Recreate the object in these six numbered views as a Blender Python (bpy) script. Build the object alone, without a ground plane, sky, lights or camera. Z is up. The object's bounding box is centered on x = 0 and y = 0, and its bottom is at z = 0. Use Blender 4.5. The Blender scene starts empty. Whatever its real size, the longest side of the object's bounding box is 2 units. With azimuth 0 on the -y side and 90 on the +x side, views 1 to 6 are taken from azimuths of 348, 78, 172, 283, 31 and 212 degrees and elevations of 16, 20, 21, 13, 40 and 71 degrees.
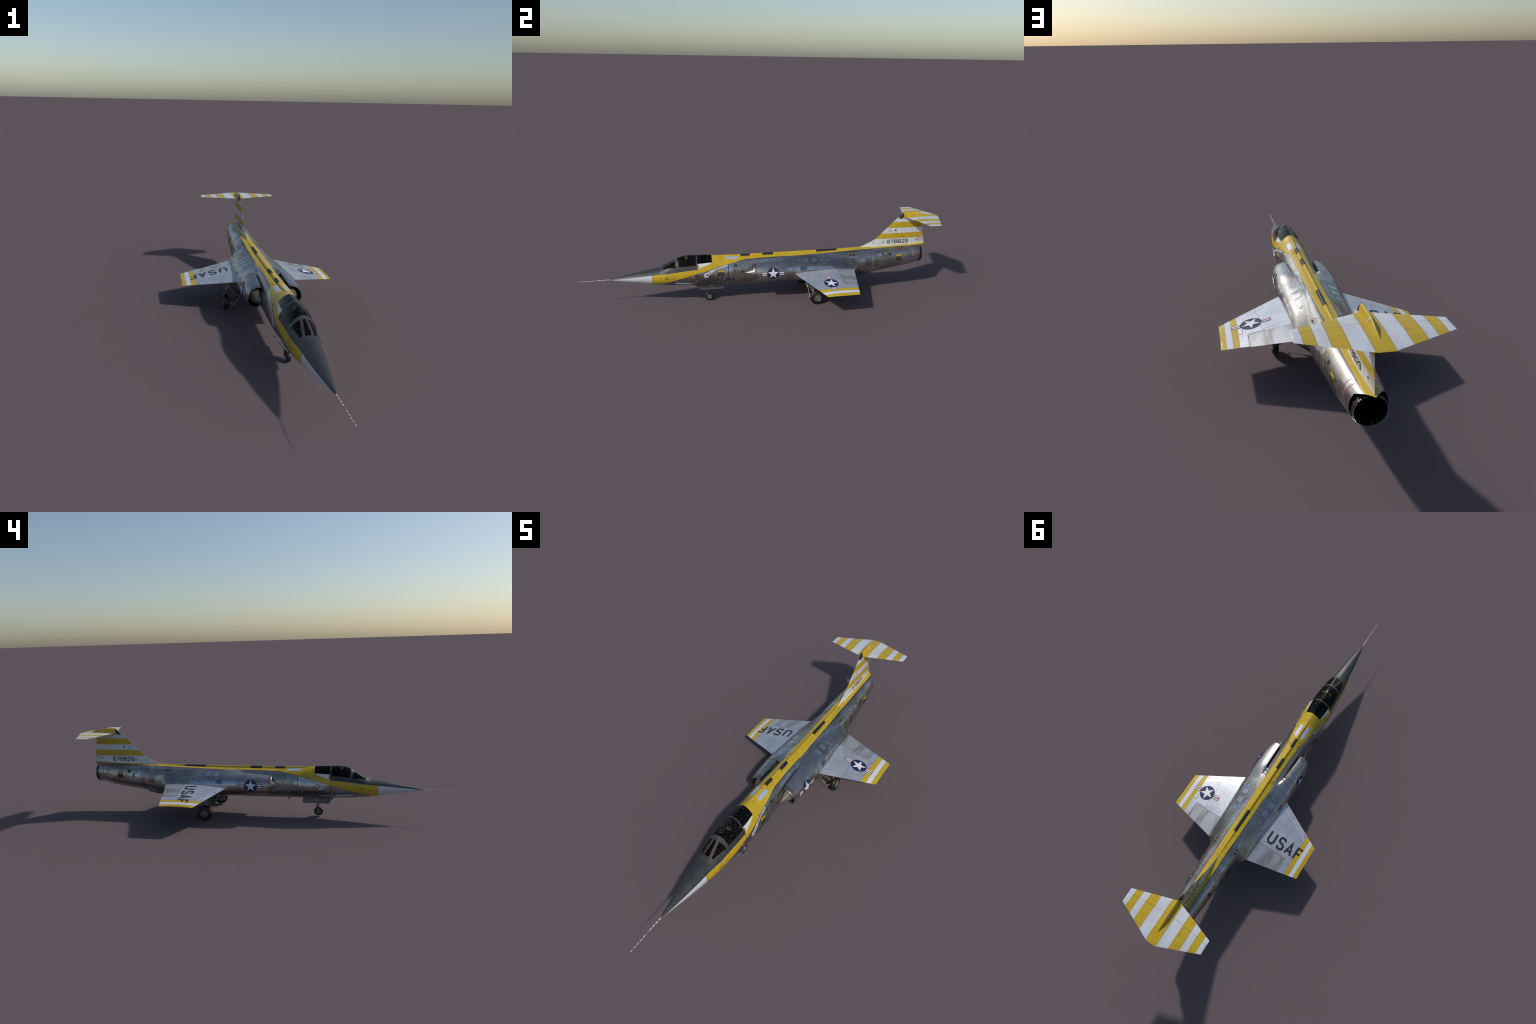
import bpy, bmesh, math, random
from math import sin, cos, pi, sqrt, radians
from mathutils import Vector, Matrix
from mathutils.bvhtree import BVHTree
import numpy as np

RNG = random.Random(7)
COLL = bpy.context.scene.collection

# ------------------------------------------------------------------ helpers
def obj_from(name, verts, faces, mat=None, parent=None, smooth=True, angle=None):
    me = bpy.data.meshes.new(name)
    me.from_pydata([tuple(v) for v in verts], [], [tuple(f) for f in faces])
    bm = bmesh.new(); bm.from_mesh(me)
    bmesh.ops.remove_doubles(bm, verts=bm.verts, dist=1e-6)
    bmesh.ops.recalc_face_normals(bm, faces=bm.faces)
    bm.to_mesh(me); bm.free()
    for p in me.polygons:
        p.use_smooth = smooth
    if smooth and angle:
        me.set_sharp_from_angle(angle=radians(angle))
    if mat: me.materials.append(mat)
    ob = bpy.data.objects.new(name, me)
    COLL.objects.link(ob)
    if parent: ob.parent = parent
    return ob

def empty(name, parent=None, loc=(0, 0, 0)):
    e = bpy.data.objects.new(name, None); COLL.objects.link(e)
    e.empty_display_size = .05; e.location = loc
    if parent: e.parent = parent
    return e

def copy_of(src, name, parent, loc=None, rot=None, scale=None):
    o = src.copy(); o.name = name; COLL.objects.link(o); o.parent = parent
    if loc is not None: o.location = loc
    if rot is not None: o.rotation_euler = rot
    if scale is not None: o.scale = scale
    return o

def loft(rings, closed=True, cap0=False, cap1=False):
    n = len(rings[0]); verts = []; faces = []
    for r in rings: verts += [tuple(p) for p in r]
    m = n if closed else n - 1
    for i in range(len(rings) - 1):
        for j in range(m):
            a = i * n + j; b = i * n + (j + 1) % n
            faces.append((a, b, b + n, a + n))
    if cap0: faces.append(tuple(range(n)))
    if cap1: faces.append(tuple(range((len(rings) - 1) * n, len(rings) * n)))
    return verts, faces

def pchip(xs, ys):
    xs = np.array(xs, float); ys = np.array(ys, float)
    h = np.diff(xs); d = np.diff(ys) / h
    m = np.zeros_like(xs); m[0] = d[0]; m[-1] = d[-1]
    for i in range(1, len(xs) - 1):
        if d[i-1] * d[i] > 0:
            w1 = 2*h[i] + h[i-1]; w2 = h[i] + 2*h[i-1]
            m[i] = (w1 + w2) / (w1 / d[i-1] + w2 / d[i])
    def f(x):
        x = min(max(x, xs[0]), xs[-1])
        i = int(min(max(np.searchsorted(xs, x) - 1, 0), len(xs) - 2))
        t = (x - xs[i]) / h[i]
        return float((1+2*t)*(1-t)**2*ys[i] + t*(1-t)**2*h[i]*m[i] + t*t*(3-2*t)*ys[i+1] + t*t*(t-1)*h[i]*m[i+1])
    return f

def tube(p0, p1, r0, r1=None, seg=12):
    r1 = r0 if r1 is None else r1
    p0, p1 = Vector(p0), Vector(p1); d = (p1 - p0).normalized()
    a = d.orthogonal().normalized(); b = d.cross(a)
    ring = lambda p, r: [p + a*cos(2*pi*i/seg)*r + b*sin(2*pi*i/seg)*r for i in range(seg)]
    return loft([ring(p0, r0), ring(p1, r1)], True, True, True)

def merge(parts):
    V, F = [], []
    for v, f in parts:
        k = len(V); V += list(v); F += [tuple(i + k for i in q) for q in f]
    return V, F

def box(c, s, rot=None):
    v = []
    for z in (-1, 1):
        for y in (-1, 1):
            for x in (-1, 1):
                p = Vector((x*s[0]/2, y*s[1]/2, z*s[2]/2))
                if rot is not None: p = rot @ p
                v.append(p + Vector(c))
    return v, [(0,1,3,2), (4,6,7,5), (0,4,5,1), (2,3,7,6), (0,2,6,4), (1,5,7,3)]

def revolve_x(profile, seg=40):
    """profile of (x, r) revolved about the x axis"""
    rings = [[(x, r*cos(2*pi*i/seg), r*sin(2*pi*i/seg)) for i in range(seg)] for x, r in profile]
    return loft(rings, True)

def revolve_y(profile, seg=40, zc=0.0):
    rings = [[(r*cos(2*pi*i/seg), y, zc + r*sin(2*pi*i/seg)) for i in range(seg)] for y, r in profile]
    return loft(rings, True)

# ------------------------------------------------------------------ fuselage shape
# station: y, half width, widest height, top, bottom, roundness of upper half, of lower half
ST = [
 (-.8400, .0022, .1562, .1584, .1540, 2.0, 2.0),
 (-.8300, .0052, .1564, .1615, .1513, 2.0, 2.0),
 (-.8000, .0110, .1572, .1682, .1462, 2.0, 2.0),
 (-.7545, .0195, .1582, .1775, .1388, 2.0, 2.0),
 (-.7100, .0275, .1592, .1865, .1317, 2.0, 2.0),
 (-.6660, .0348, .1600, .1950, .1255, 2.0, 2.0),
 (-.6220, .0412, .1600, .2015, .1185, 2.0, 2.0),
 (-.5830, .0472, .1605, .2080, .1135, 2.05, 2.0),
 (-.5700, .0490, .1608, .2122, .1120, 2.12, 2.0),
 (-.5350, .0530, .1630, .2310, .1083, 2.0, 2.0),
 (-.4930, .0567, .1645, .2518, .1055, 1.75, 2.0),
 (-.4780, .0578, .1660, .2590, .1045, 1.7, 2.0),
 (-.4600, .0590, .1680, .2645, .1035, 1.68, 2.0),
 (-.4300, .0610, .1710, .2675, .1018, 1.70, 2.0),
 (-.3850, .0640, .1740, .2668, .0998, 1.70, 2.0),
 (-.3400, .0668, .1740, .2654, .0987, 1.62, 2.0),
 (-.3060, .0673, .1720, .2640, .0982, 1.57, 2.0),
 (-.2700, .0655, .1700, .2595, .0980, 1.62, 2.05),
 (-.2300, .0638, .1700, .2550, .0978, 1.75, 2.1),
 (-.1800, .0632, .1710, .2522, .0975, 1.95, 2.15),
 (-.1000, .0618, .1720, .2508, .0970, 2.05, 2.2),
 (-.0200, .0610, .1720, .2505, .0963, 2.05, 2.2),
 (.0600,  .0640, .1720, .2505, .0958, 2.0, 2.2),
 (.1800,  .0700, .1720, .2505, .0955, 2.0, 2.2),
 (.3200,  .0745, .1730, .2515, .0957, 2.1, 2.1),
 (.4200,  .0768, .1745, .2535, .0965, 2.25, 2.0),
 (.4800,  .0772, .1755, .2550, .0975, 2.3, 2.0),
 (.5400,  .0762, .1770, .2572, .1000, 2.3, 2.0),
 (.6200,  .0725, .1845, .2600, .1130, 2.25, 2.0),
 (.7000,  .0675, .1910, .2622, .1250, 2.25, 2.0),
 (.8000,  .0615, .1990, .2650, .1385, 2.25, 2.0),
 (.8500,  .0572, .2050, .2665, .1490, 2.2, 2.0),
 (.9000,  .0520, .2115, .2685, .1605, 2.1, 2.0),
 (.9460,  .0470, .2160, .2705, .1690, 1.9, 2.0),
]
_cols = list(zip(*ST))
F_W, F_ZC, F_ZT, F_ZB, F_NT, F_NB = [pchip(_cols[0], _cols[k]) for k in range(1, 7)]

def body(y, phi, off=0.0):
    """phi 0 = crown, pi = keel, positive phi on +x side"""
    s = 1 if phi >= 0 else -1
    a = abs(phi); w = F_W(y); zc = F_ZC(y)
    if a <= pi/2:
        n = F_NT(y); h = F_ZT(y) - zc
    else:
        n = F_NB(y); h = zc - F_ZB(y)
    c = cos(a)
    x = (w + off) * abs(sin(a)) ** (2/n)
    z = zc + (h + off) * (1 if c >= 0 else -1) * abs(c) ** (2/n)
    return Vector((s*x, y, z))

def phi_at_z(y, z):
    zc = F_ZC(y); h = F_ZT(y) - zc
    if z >= zc:
        t = min(1, (z - zc) / h); return math.acos(t ** (F_NT(y)/2))
    h = zc - F_ZB(y); t = min(1, (zc - z) / h)
    return pi - math.acos(t ** (F_NB(y)/2))

def tail_edge(phi):
    """rear lip of the fuselage skin: straight round the jet pipe, drawn out to a point on the crown"""
    a = abs(phi)
    k = max(0, 1 - a / 0.85)
    return .893 + .053 * k ** 1.0

NPHI = 96
def even_phi(y):
    """angles giving evenly spaced points round the section"""
    ps = [pi*i/240 for i in range(241)]
    pts = [body(y, p) for p in ps]
    L = [0]
    for a, b in zip(pts, pts[1:]): L.append(L[-1] + (b - a).length)
    return [float(np.interp(L[-1]*k/(NPHI//2), L, ps)) for k in range(NPHI//2 + 1)]

def build_fuselage(mat, parent):
    ys = list(np.linspace(-.84, -.60, 34)) + list(np.linspace(-.60, -.25, 90))[1:] + list(np.linspace(-.25, .84, 130))[1:]
    rings = []
    for y in ys:
        half = even_phi(y)
        phis = half + [-p for p in half[-2:0:-1]]
        rings.append([body(y, p) for p in phis])
    half = even_phi(.87)
    phis = half + [-p for p in half[-2:0:-1]]
    for s in np.linspace(0, 1, 14)[1:]:
        rings.append([body(.84 + (tail_edge(p) - .84)*s, p) for p in phis])
    # turned-in lip, then a short inner skin
    inner = []
    for p in phis:
        q = body(tail_edge(p) - .0005, p, -.0016); inner.append(q)
    inner2 = [body(.80, p, -.003) for p in phis]
    v, f = loft(rings + [inner, inner2], True, cap0=True)
    return obj_from("fuselage", v, f, mat, parent, True, 40)

def build_spine(mat, mat_dark, parent):
    darks = [(-.147, -.096), (-.025, .035), (.2825, .402)]
    def prof(y):
        # raised fairing along the crown: tapers to a point behind the cockpit
        t = min(1, max(0, (y + .288) / .07))
        w = .0008 + .0066 * t ** .8
        zt = F_ZT(y) + (-.0006 if t == 0 else 0)
        top = zt + (.2592 - F_ZT(max(y, -.18))) * min(1, t * 1.0) if y < -.17 else .2592
        return w, max(top, F_ZT(y) + .0003)
    def ring(y):
        w, top = prof(y)
        base = F_ZT(y) - .006
        return [Vector((w*cos(a), y, base + (top - base) * sin(a) ** .7)) for a in np.linspace(0, pi, 15)]
    ys = sorted(set(list(np.linspace(-.288, .62, 180)) + [d for k in darks for d in k]))
    rings = [ring(y) for y in ys]
    v, f = loft(rings, False)
    ob = obj_from("spine_fairing", v, f, mat, parent, True, 50)
    obs = [ob]
    for a, b in darks:
        rr = []
        for y in np.linspace(a, b, 12):
            rr.append([Vector((p.x*1.06, p.y, p.z + (.0007 if 0 < k < 14 else 0))) for k, p in enumerate(ring(y))])
        v, f = loft(rr, False, False, False)
        n = 15
        f += [tuple(range(n)), tuple(range((len(rr)-1)*n, len(rr)*n))]
        obs.append(obj_from("dielectric_panel", v, f, mat_dark, ob, True, 40))
    return ob

# ------------------------------------------------------------------ intakes
D_Y  = [-.092, -.05, 0.0, .06, .13, .22, .32, .42, .475, .490, .505, .522]
D_XI = [.0597, .0587, .0572, .0545, .0300, .0300, .0300, .0300, .0300, .0300, .0300, .0300]
D_XO = [.1120, .1172, .1205, .1217, .1208, .1188, .1160, .1125, .1085, .0985, .0860, .0740]
D_ZT = [.2215, .2265, .2305, .2345, .2350, .2320, .2255, .2120, .1950, .1900, .1860, .1820]
D_ZB = [.1240, .1240, .1230, .1180, .1090, .1030, .1010, .1100, .1350, .1430, .1500, .1560]
d_xi, d_xo, d_zt, d_zb = [pchip(D_Y, q) for q in (D_XI, D_XO, D_ZT, D_ZB)]
def duct(y, psi, off=0.0):
    """outer D-section, psi 0 = top inner corner, pi = bottom inner corner"""
    xi, xo, zt, zb = d_xi(y), d_xo(y), d_zt(y), d_zb(y)
    zc = (zt + zb)/2; h = (zt - zb)/2; n = 2.15
    c = cos(psi)
    return Vector((xi + (xo - xi + off)*abs(sin(psi))**(2/n), y, zc + (h + off)*(1 if c >= 0 else -1)*abs(c)**(2/n)))
def lip_y(psi):
    t = psi/pi
    return -.0900 + .034 * max(0, t - .5) / .5 * (t > .5)
def hull2d(pts):
    """convex outline of points in the (x, z) plane"""
    pts = sorted(set(pts))
    def half(p):
        h = []
        for q in p:
            while len(h) > 1 and (h[-1][0]-h[-2][0])*(q[1]-h[-2][1]) - (h[-1][1]-h[-2][1])*(q[0]-h[-2][0]) <= 0: h.pop()
            h.append(q)
        return h
    return half(pts)[:-1] + half(pts[::-1])[:-1]
def reach(poly, cx, cz, dx, dz, closed=True):
    """largest distance along a ray from (cx, cz) to a polyline, 0 when missed"""
    best = 0.0
    for i in range(len(poly) - (0 if closed else 1)):
        (x0, z0), (x1, z1) = poly[i], poly[(i+1) % len(poly)]
        ex, ez = x1 - x0, z1 - z0
        det = dx*ez - dz*ex
        if abs(det) < 1e-12: continue
        ax_, az_ = x0 - cx, z0 - cz
        t = (ax_*ez - az_*ex)/det; u = (ax_*dz - az_*dx)/det
        if t > 0 and -1e-6 <= u <= 1 + 1e-6: best = max(best, t)
    return best
Y_JOIN = .05
def blended_ring(y, n=84):
    """duct faired into the hull: from a plain union at the join to a taut skin over both further aft"""
    fus = [(p.x, p.z) for p in (body(y, pi*i/70) for i in range(71))]
    dd = [(p.x, p.z) for p in (duct(y, pi*i/60) for i in range(61))]
    hl = hull2d(fus + dd + [(-x, z) for x, z in fus])
    cx, cz = 0.0, .174
    k = min(1, max(0, (y - Y_JOIN)/.10)); k = k*k*(3 - 2*k)
    ring = []
    for i in range(n):
        t = .36 + (pi - .50)*i/(n-1)
        dx, dz = sin(t), cos(t)
        rf = reach(fus, cx, cz, dx, dz, False); rd = reach(dd, cx, cz, dx, dz, True); rh = reach(hl, cx, cz, dx, dz)
        ru = max(rf - .0012, rd)
        r = ru + (rh - ru)*k
        r += .0002 - min(1, max(0, 1 - (r - rf)/.0006))*.0016
        ring.append(Vector((cx + dx*r, y, cz + dz*r)))
    return ring
def build_duct(side, mat, mat_dark, mat_cone, parent):
    N = 40
    psis = [pi*i/N for i in range(N+1)]
    outer = []
    for s in np.linspace(0, 1, 26):
        outer.append([duct(lip_y(p) + (Y_JOIN - lip_y(p))*s, p) for p in psis])
    lip = [[duct(lip_y(p) - .0012, p, -.0010) for p in psis], [duct(lip_y(p) + .001, p, -.0028) for p in psis]]
    inner = [[duct(lip_y(p) + k, p, -.0035 - .05*k) for p in psis] for k in (.02, .05, .085)]
    def close(r, t=.0):
        # straight splitter wall between the two inner corners
        a, b = r[-1], r[0]
        return r + [a.lerp(b, k/8) for k in range(1, 8)]
    seq = [close(r) for r in inner[::-1] + lip[::-1] + outer]
    front = loft(seq, True, cap0=False, cap1=True)
    rings = [blended_ring(y) for y in list(np.linspace(Y_JOIN, .40, 60)) + list(np.linspace(.40, .522, 40))[1:]]
    aft = loft(rings, False)
    v, f = merge([front, aft])
    v = [(p[0]*side, p[1], p[2]) for p in v]
    ob = obj_from("intake_duct", v, f, mat, parent, True, 38)
    lining = [[Vector((side*(p.x - .0004), p.y, p.z)) for p in close([duct(lip_y(q) + k, q, -.0046 - .05*k) for q in psis])] for k in (.006, .02, .05, .08)]
    v, f = loft(lining, True, cap1=True)
    obj_from("intake_lining", v, f, mat_dark, ob, True, 40)
    # half shock cone lying on the splitter wall
    prof = [(-.1312, .0002), (-.128, .0016), (-.078, .0285), (-.062, .0345), (-.045, .037), (-.01, .036)]
    rr = []
    for y, r in prof:
        rr.append([Vector((side*(.0665 + max(-.0045, r*sin(a))), y, .1742 + r*cos(a))) for a in np.linspace(0, 2*pi, 41)[:-1]])
    v, f = loft(rr, True, True, True)
    obj_from("shock_cone", v, f, mat_cone, ob, True, 40)
    return ob

# ------------------------------------------------------------------ lifting surfaces
def airfoil(t, n=18, droop=0):
    """thin biconvex section, chord 0..1, thickness ratio t; returns upper then lower points"""
    xs = [(1 - cos(pi*i/n))/2 for i in range(n+1)]
    th = lambda x: t * (4*x*(1-x)) * .5 + .0006
    up = [(x, th(x)) for x in xs]; lo = [(x, -th(x)) for x in xs[::-1]]
    return up + lo
def panel(stations, t_of, spanwise, n=18):
    """stations: list of (span pos vector LE, TE) lofted; spanwise: thickness direction"""
    rings = []
    for (le, te), t in zip(stations, t_of):
        le, te = Vector(le), Vector(te); c = (te - le)
        rings.append([le + c*x + Vector(spanwise)*(z*c.length) for x, z in airfoil(t, n)])
    return loft(rings, True, True, True)
WING_SLOPE = .19
def wing_z(x): return .1727 - WING_SLOPE*(abs(x) - .117)
def wing_le(x): return .1315 + (x - .1175) * (.2503 - .1315)/(.3543 - .1175)
def wing_te(x): return .4755 + (x - .1105) * (.4215 - .4755)/(.3515 - .1105)
def build_wing(side, mat, parent):
    xs = sorted(list(np.linspace(.06, .352, 40)) + [.2594, .2600]) + [.3535, .3543]
    rings = []
    nrm = Vector((WING_SLOPE*side, 0, 1)).normalized()
    for x in xs:
        le, te = wing_le(x), min(wing_te(x), wing_te(x))
        if x > .352: te = wing_te(.352) - (x - .352)*.5
        c = te - le
        k = 1.0 if x <= .352 else (.55 if x < .354 else .12)
        t = .0345*k
        def camber(y):
            return -.055*max(0, le + .0395 - y) - .035*max(0, y - .3725)*(1 if x < .2597 else 0)
        rings.append([Vector((x*side, le + c*u, wing_z(x) + .0012 + camber(le + c*u))) + nrm*(z*c) for u, z in airfoil(t, 40)])
    v, f = loft(rings, True, True, True)
    return obj_from("wing", v, f, mat, parent, True, 35)
def build_fin(mat, parent):
    le = pchip([.2400, .2590, .3025, .3035, .4255, .430], [.497, .5385, .6318, .6330, .7625, .768])
    te = lambda z: .9335 - (z - .278)*(.0155/.1)
    rings = []
    for z in [.244, .25, .259, .27, .28, .29, .3025, .315, .33, .35, .37, .39, .41, .427]:
        a, b = le(z), te(z); c = b - a
        t = .034 if z > .3 else .034 * (.35/c) ** .9 * 1.0
        base = max(0, (.268 - z)/.02)
        r = []
        for u, w in airfoil(t, 24):
            y = a + c*u; low = max(0, (.275 - z)/.031)
            r.append(Vector((w*c*(1 + .9*base), y, max(z, F_ZT(y) - .0035 + .02*(z - .244)))))
        rings.append(r)
    v, f = loft(rings, True, True, True)
    return obj_from("fin", v, f, mat, parent, True, 35)
TZ = .4285
def tail_le(x): return .7975 + abs(x)*(.8618 - .7975)/.1992
def tail_te(x):
    x = abs(x)
    base = .9985 - max(0, x - .020)*(.9985 - .9245)/(.1992 - .020)
    return base - .0045*max(0, 1 - (x/.02))*0
def build_tailplane(mat, parent):
    xs = [-.1994, -.1985] + list(np.linspace(-.1965, .1965, 61)) + [.1985, .1994]
    rings = []
    for x in xs:
        le, te = tail_le(x), tail_te(x); c = te - le
        k = 1 if abs(x) < .197 else (.5 if abs(x) < .199 else .1)
        rings.append([Vector((x, le + c*u, TZ + z*c)) for u, z in airfoil(.042*k, 22)])
    v, f = loft(rings, True, True, True)
    return obj_from("tailplane", v, f, mat, parent, True, 35)
def build_bullet(mat, mat_dark, mat_light, parent):
    top = pchip([.764, .782, .797, .835, .871, .9, .93, .957], [.4268, .4415, .4528, .4548, .4550, .4485, .4385, .4295])
    wid = pchip([.762, .797, .83, .87, .92, .957], [.0045, .0075, .0085, .0085, .006, .0012])
    def ring(y, g=0):
        w = wid(y) + g; zt = top(y) + g; zb = .4245
        return [Vector((w*cos(a)**1 * (1 - .35*sin(a)), y, zb + (zt - zb)*sin(a)**.75)) for a in np.linspace(0, pi, 17)]
    ys = list(np.linspace(.795, .957, 50))
    v, f = loft([ring(y) for y in ys], False)
    n = 17; f += [tuple(range(n)), tuple(range((len(ys)-1)*n, len(ys)*n))]
    ob = obj_from("tail_bullet", v, f, mat, parent, True, 45)
    # dark slanted nose cap
    rr = []
    for s in np.linspace(0, 1, 12):
        r = []
        for a in np.linspace(0, pi, 17):
            h = sin(a)**.75
            y = (.764 + .031*h)*(1 - s) + (.782 + .034*h)*s
            w = wid(y)*(.45 + .6*s**.5); zt = top(.797 if y > .797 else y)
            r.append(Vector((w*cos(a)*(1 - .35*sin(a)), y, .4215 + (.4532 - .4215)*h)))
        rr.append(r)
    v, f = loft(rr, False); f += [tuple(range(17))]
    obj_from("tail_bullet_cap", v, f, mat_dark, ob, True, 45)
    # narrow light slot running up the side
    for s in (1, -1):
        pts = [(.8665, .4325), (.8715, .4325), (.8815, .4535), (.8765, .4545)]
        vv = []
        for k in range(9):
            t = k/8
            for (y0, z0), (y1, z1) in ((pts[0], pts[3]), (pts[1], pts[2])):
                y = y0 + (y1 - y0)*t; z = z0 + (z1 - z0)*t
                w = wid(y); zb = .4245; h = min(1, max(0, (z - zb)/(top(y) - zb)))
                a = math.asin(min(1, h**(1/.75)))
                vv.append(Vector((s*(w*cos(a)*(1 - .35*sin(a)) + .0006), y, z + .0003)))
        ff = [(2*k, 2*k+1, 2*k+3, 2*k+2) for k in range(8)]
        obj_from("tail_slot", vv, ff, mat_light, ob)
    return ob
# ------------------------------------------------------------------ materials
class Nodes:
    def __init__(self, name):
        self.m = bpy.data.materials.new(name); self.m.use_nodes = True
        self.t = self.m.node_tree; self.n = self.t.nodes; self.l = self.t.links
        self.b = self.n["Principled BSDF"]
        self.co = self.n.new("ShaderNodeTexCoord").outputs["Object"]
        sep = self.n.new("ShaderNodeSeparateXYZ"); self.l.new(self.co, sep.inputs[0])
        self.x, self.y, self.z = sep.outputs
    def _in(self, sock, v):
        if isinstance(v, bpy.types.NodeSocket): self.l.new(v, sock)
        elif isinstance(v, (tuple, list)) and sock.type == 'RGBA': sock.default_value = (*v[:3], 1)
        else: sock.default_value = v
    def math(self, op, a, b=None, c=None, clamp=False):
        n = self.n.new("ShaderNodeMath"); n.operation = op; n.use_clamp = clamp
        for s, v in zip(n.inputs, (a, b, c)):
            if v is not None: self._in(s, v)
        return n.outputs[0]
    def absx(self): return self.math('ABSOLUTE', self.x)
    def mix(self, f, a, b, mode='MIX'):
        n = self.n.new("ShaderNodeMix"); n.data_type = 'RGBA'; n.blend_type = mode
        self._in(n.inputs[0], f); self._in(n.inputs[6], a); self._in(n.inputs[7], b)
        return n.outputs[2]
    def step(self, v, edge, soft=.0005):
        """1 where v > edge"""
        n = self.n.new("ShaderNodeMapRange")
        self._in(n.inputs[0], self.math('SUBTRACT', v, edge))
        n.inputs[1].default_value = -soft; n.inputs[2].default_value = soft
        return n.outputs[0]
    def band(self, v, a, b, soft=.0005):
        return self.math('MULTIPLY', self.step(v, a, soft), self.math('SUBTRACT', 1.0, self.step(v, b, soft)))
    def near(self, v, c, w, soft=.0003):
        d = self.math('ABSOLUTE', self.math('SUBTRACT', v, c))
        return self.math('SUBTRACT', 1.0, self.step(d, w, soft))
    def both(self, *a):
        r = a[0]
        for q in a[1:]: r = self.math('MULTIPLY', r, q)
        return r
    def any(self, *a):
        r = a[0]
        for q in a[1:]: r = self.math('MAXIMUM', r, q)
        return r
    def no(self, a): return self.math('SUBTRACT', 1.0, a)
    def curve(self, v, pts, lo, hi, vlo=-1.0, vhi=1.0):
        """piecewise-linear function of v as a float curve"""
        n = self.n.new("ShaderNodeFloatCurve")
        t = self.math('DIVIDE', self.math('SUBTRACT', v, vlo), vhi - vlo)
        self._in(n.inputs[1], t)
        c = n.mapping.curves[0]
        P = [((a - vlo)/(vhi - vlo), (b - lo)/(hi - lo)) for a, b in pts]
        while len(c.points) < len(P): c.points.new(.5, .5)
        for p, q in zip(c.points, P):
            p.location = q; p.handle_type = 'VECTOR'
        n.mapping.update()
        return self.math('MULTIPLY_ADD', n.outputs[0], hi - lo, lo)
    def noise(self, scale, stretch=(1, 1, 1), detail=4, rough=.6, loc=(0, 0, 0)):
        mp = self.n.new("ShaderNodeMapping"); self.l.new(self.co, mp.inputs[0])
        mp.inputs["Scale"].default_value = stretch; mp.inputs["Location"].default_value = loc
        n = self.n.new("ShaderNodeTexNoise"); self.l.new(mp.outputs[0], n.inputs["Vector"])
        n.inputs["Scale"].default_value = scale; n.inputs["Detail"].default_value = detail
        n.inputs["Roughness"].default_value = rough
        return n.outputs[0]
    def ramp(self, v, a, b, lo=0.0, hi=1.0):
        n = self.n.new("ShaderNodeMapRange"); self._in(n.inputs[0], v)
        n.inputs[1].default_value, n.inputs[2].default_value, n.inputs[3].default_value, n.inputs[4].default_value = a, b, lo, hi
        return n.outputs[0]
    def vec(self, x, y, z=0.0):
        n = self.n.new("ShaderNodeCombineXYZ")
        for s, v in zip(n.inputs, (x, y, z)): self._in(s, v)
        return n.outputs[0]
    def brick(self, vec, w, h, mortar, c1=(0, 0, 0), c2=(1, 1, 1)):
        n = self.n.new("ShaderNodeTexBrick"); self.l.new(vec, n.inputs["Vector"])
        n.inputs["Scale"].default_value = 1.0
        n.inputs["Color1"].default_value = (*c1, 1); n.inputs["Color2"].default_value = (*c2, 1)
        n.inputs["Mortar"].default_value = (.5, .5, .5, 1)
        n.inputs["Mortar Size"].default_value = mortar; n.inputs["Mortar Smooth"].default_value = .1
        n.inputs["Brick Width"].default_value = w; n.inputs["Row Height"].default_value = h
        return n.outputs["Color"], n.outputs["Fac"]
    def grey(self, v):
        n = self.n.new("ShaderNodeCombineColor")
        for s in n.inputs[:3]: self._in(s, v)
        return n.outputs[0]
    def set(self, **k):
        for name, v in k.items():
            self._in(self.b.inputs[name.replace("_", " ")], v)
        return self.m
    def bump(self, h, strength=.2, dist=.001):
        n = self.n.new("ShaderNodeBump"); self._in(n.inputs["Height"], h)
        n.inputs["Strength"].default_value = strength; n.inputs["Distance"].default_value = dist
        self.l.new(n.outputs[0], self.b.inputs["Normal"])

YELLOW = (.54, .375, .015)
YELLOW_D = (.40, .235, .015)
WHITE = (.66, .68, .70)
GREY = (.030, .032, .036)
METAL = (.50, .505, .515)
RED = (.42, .045, .045)

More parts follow.
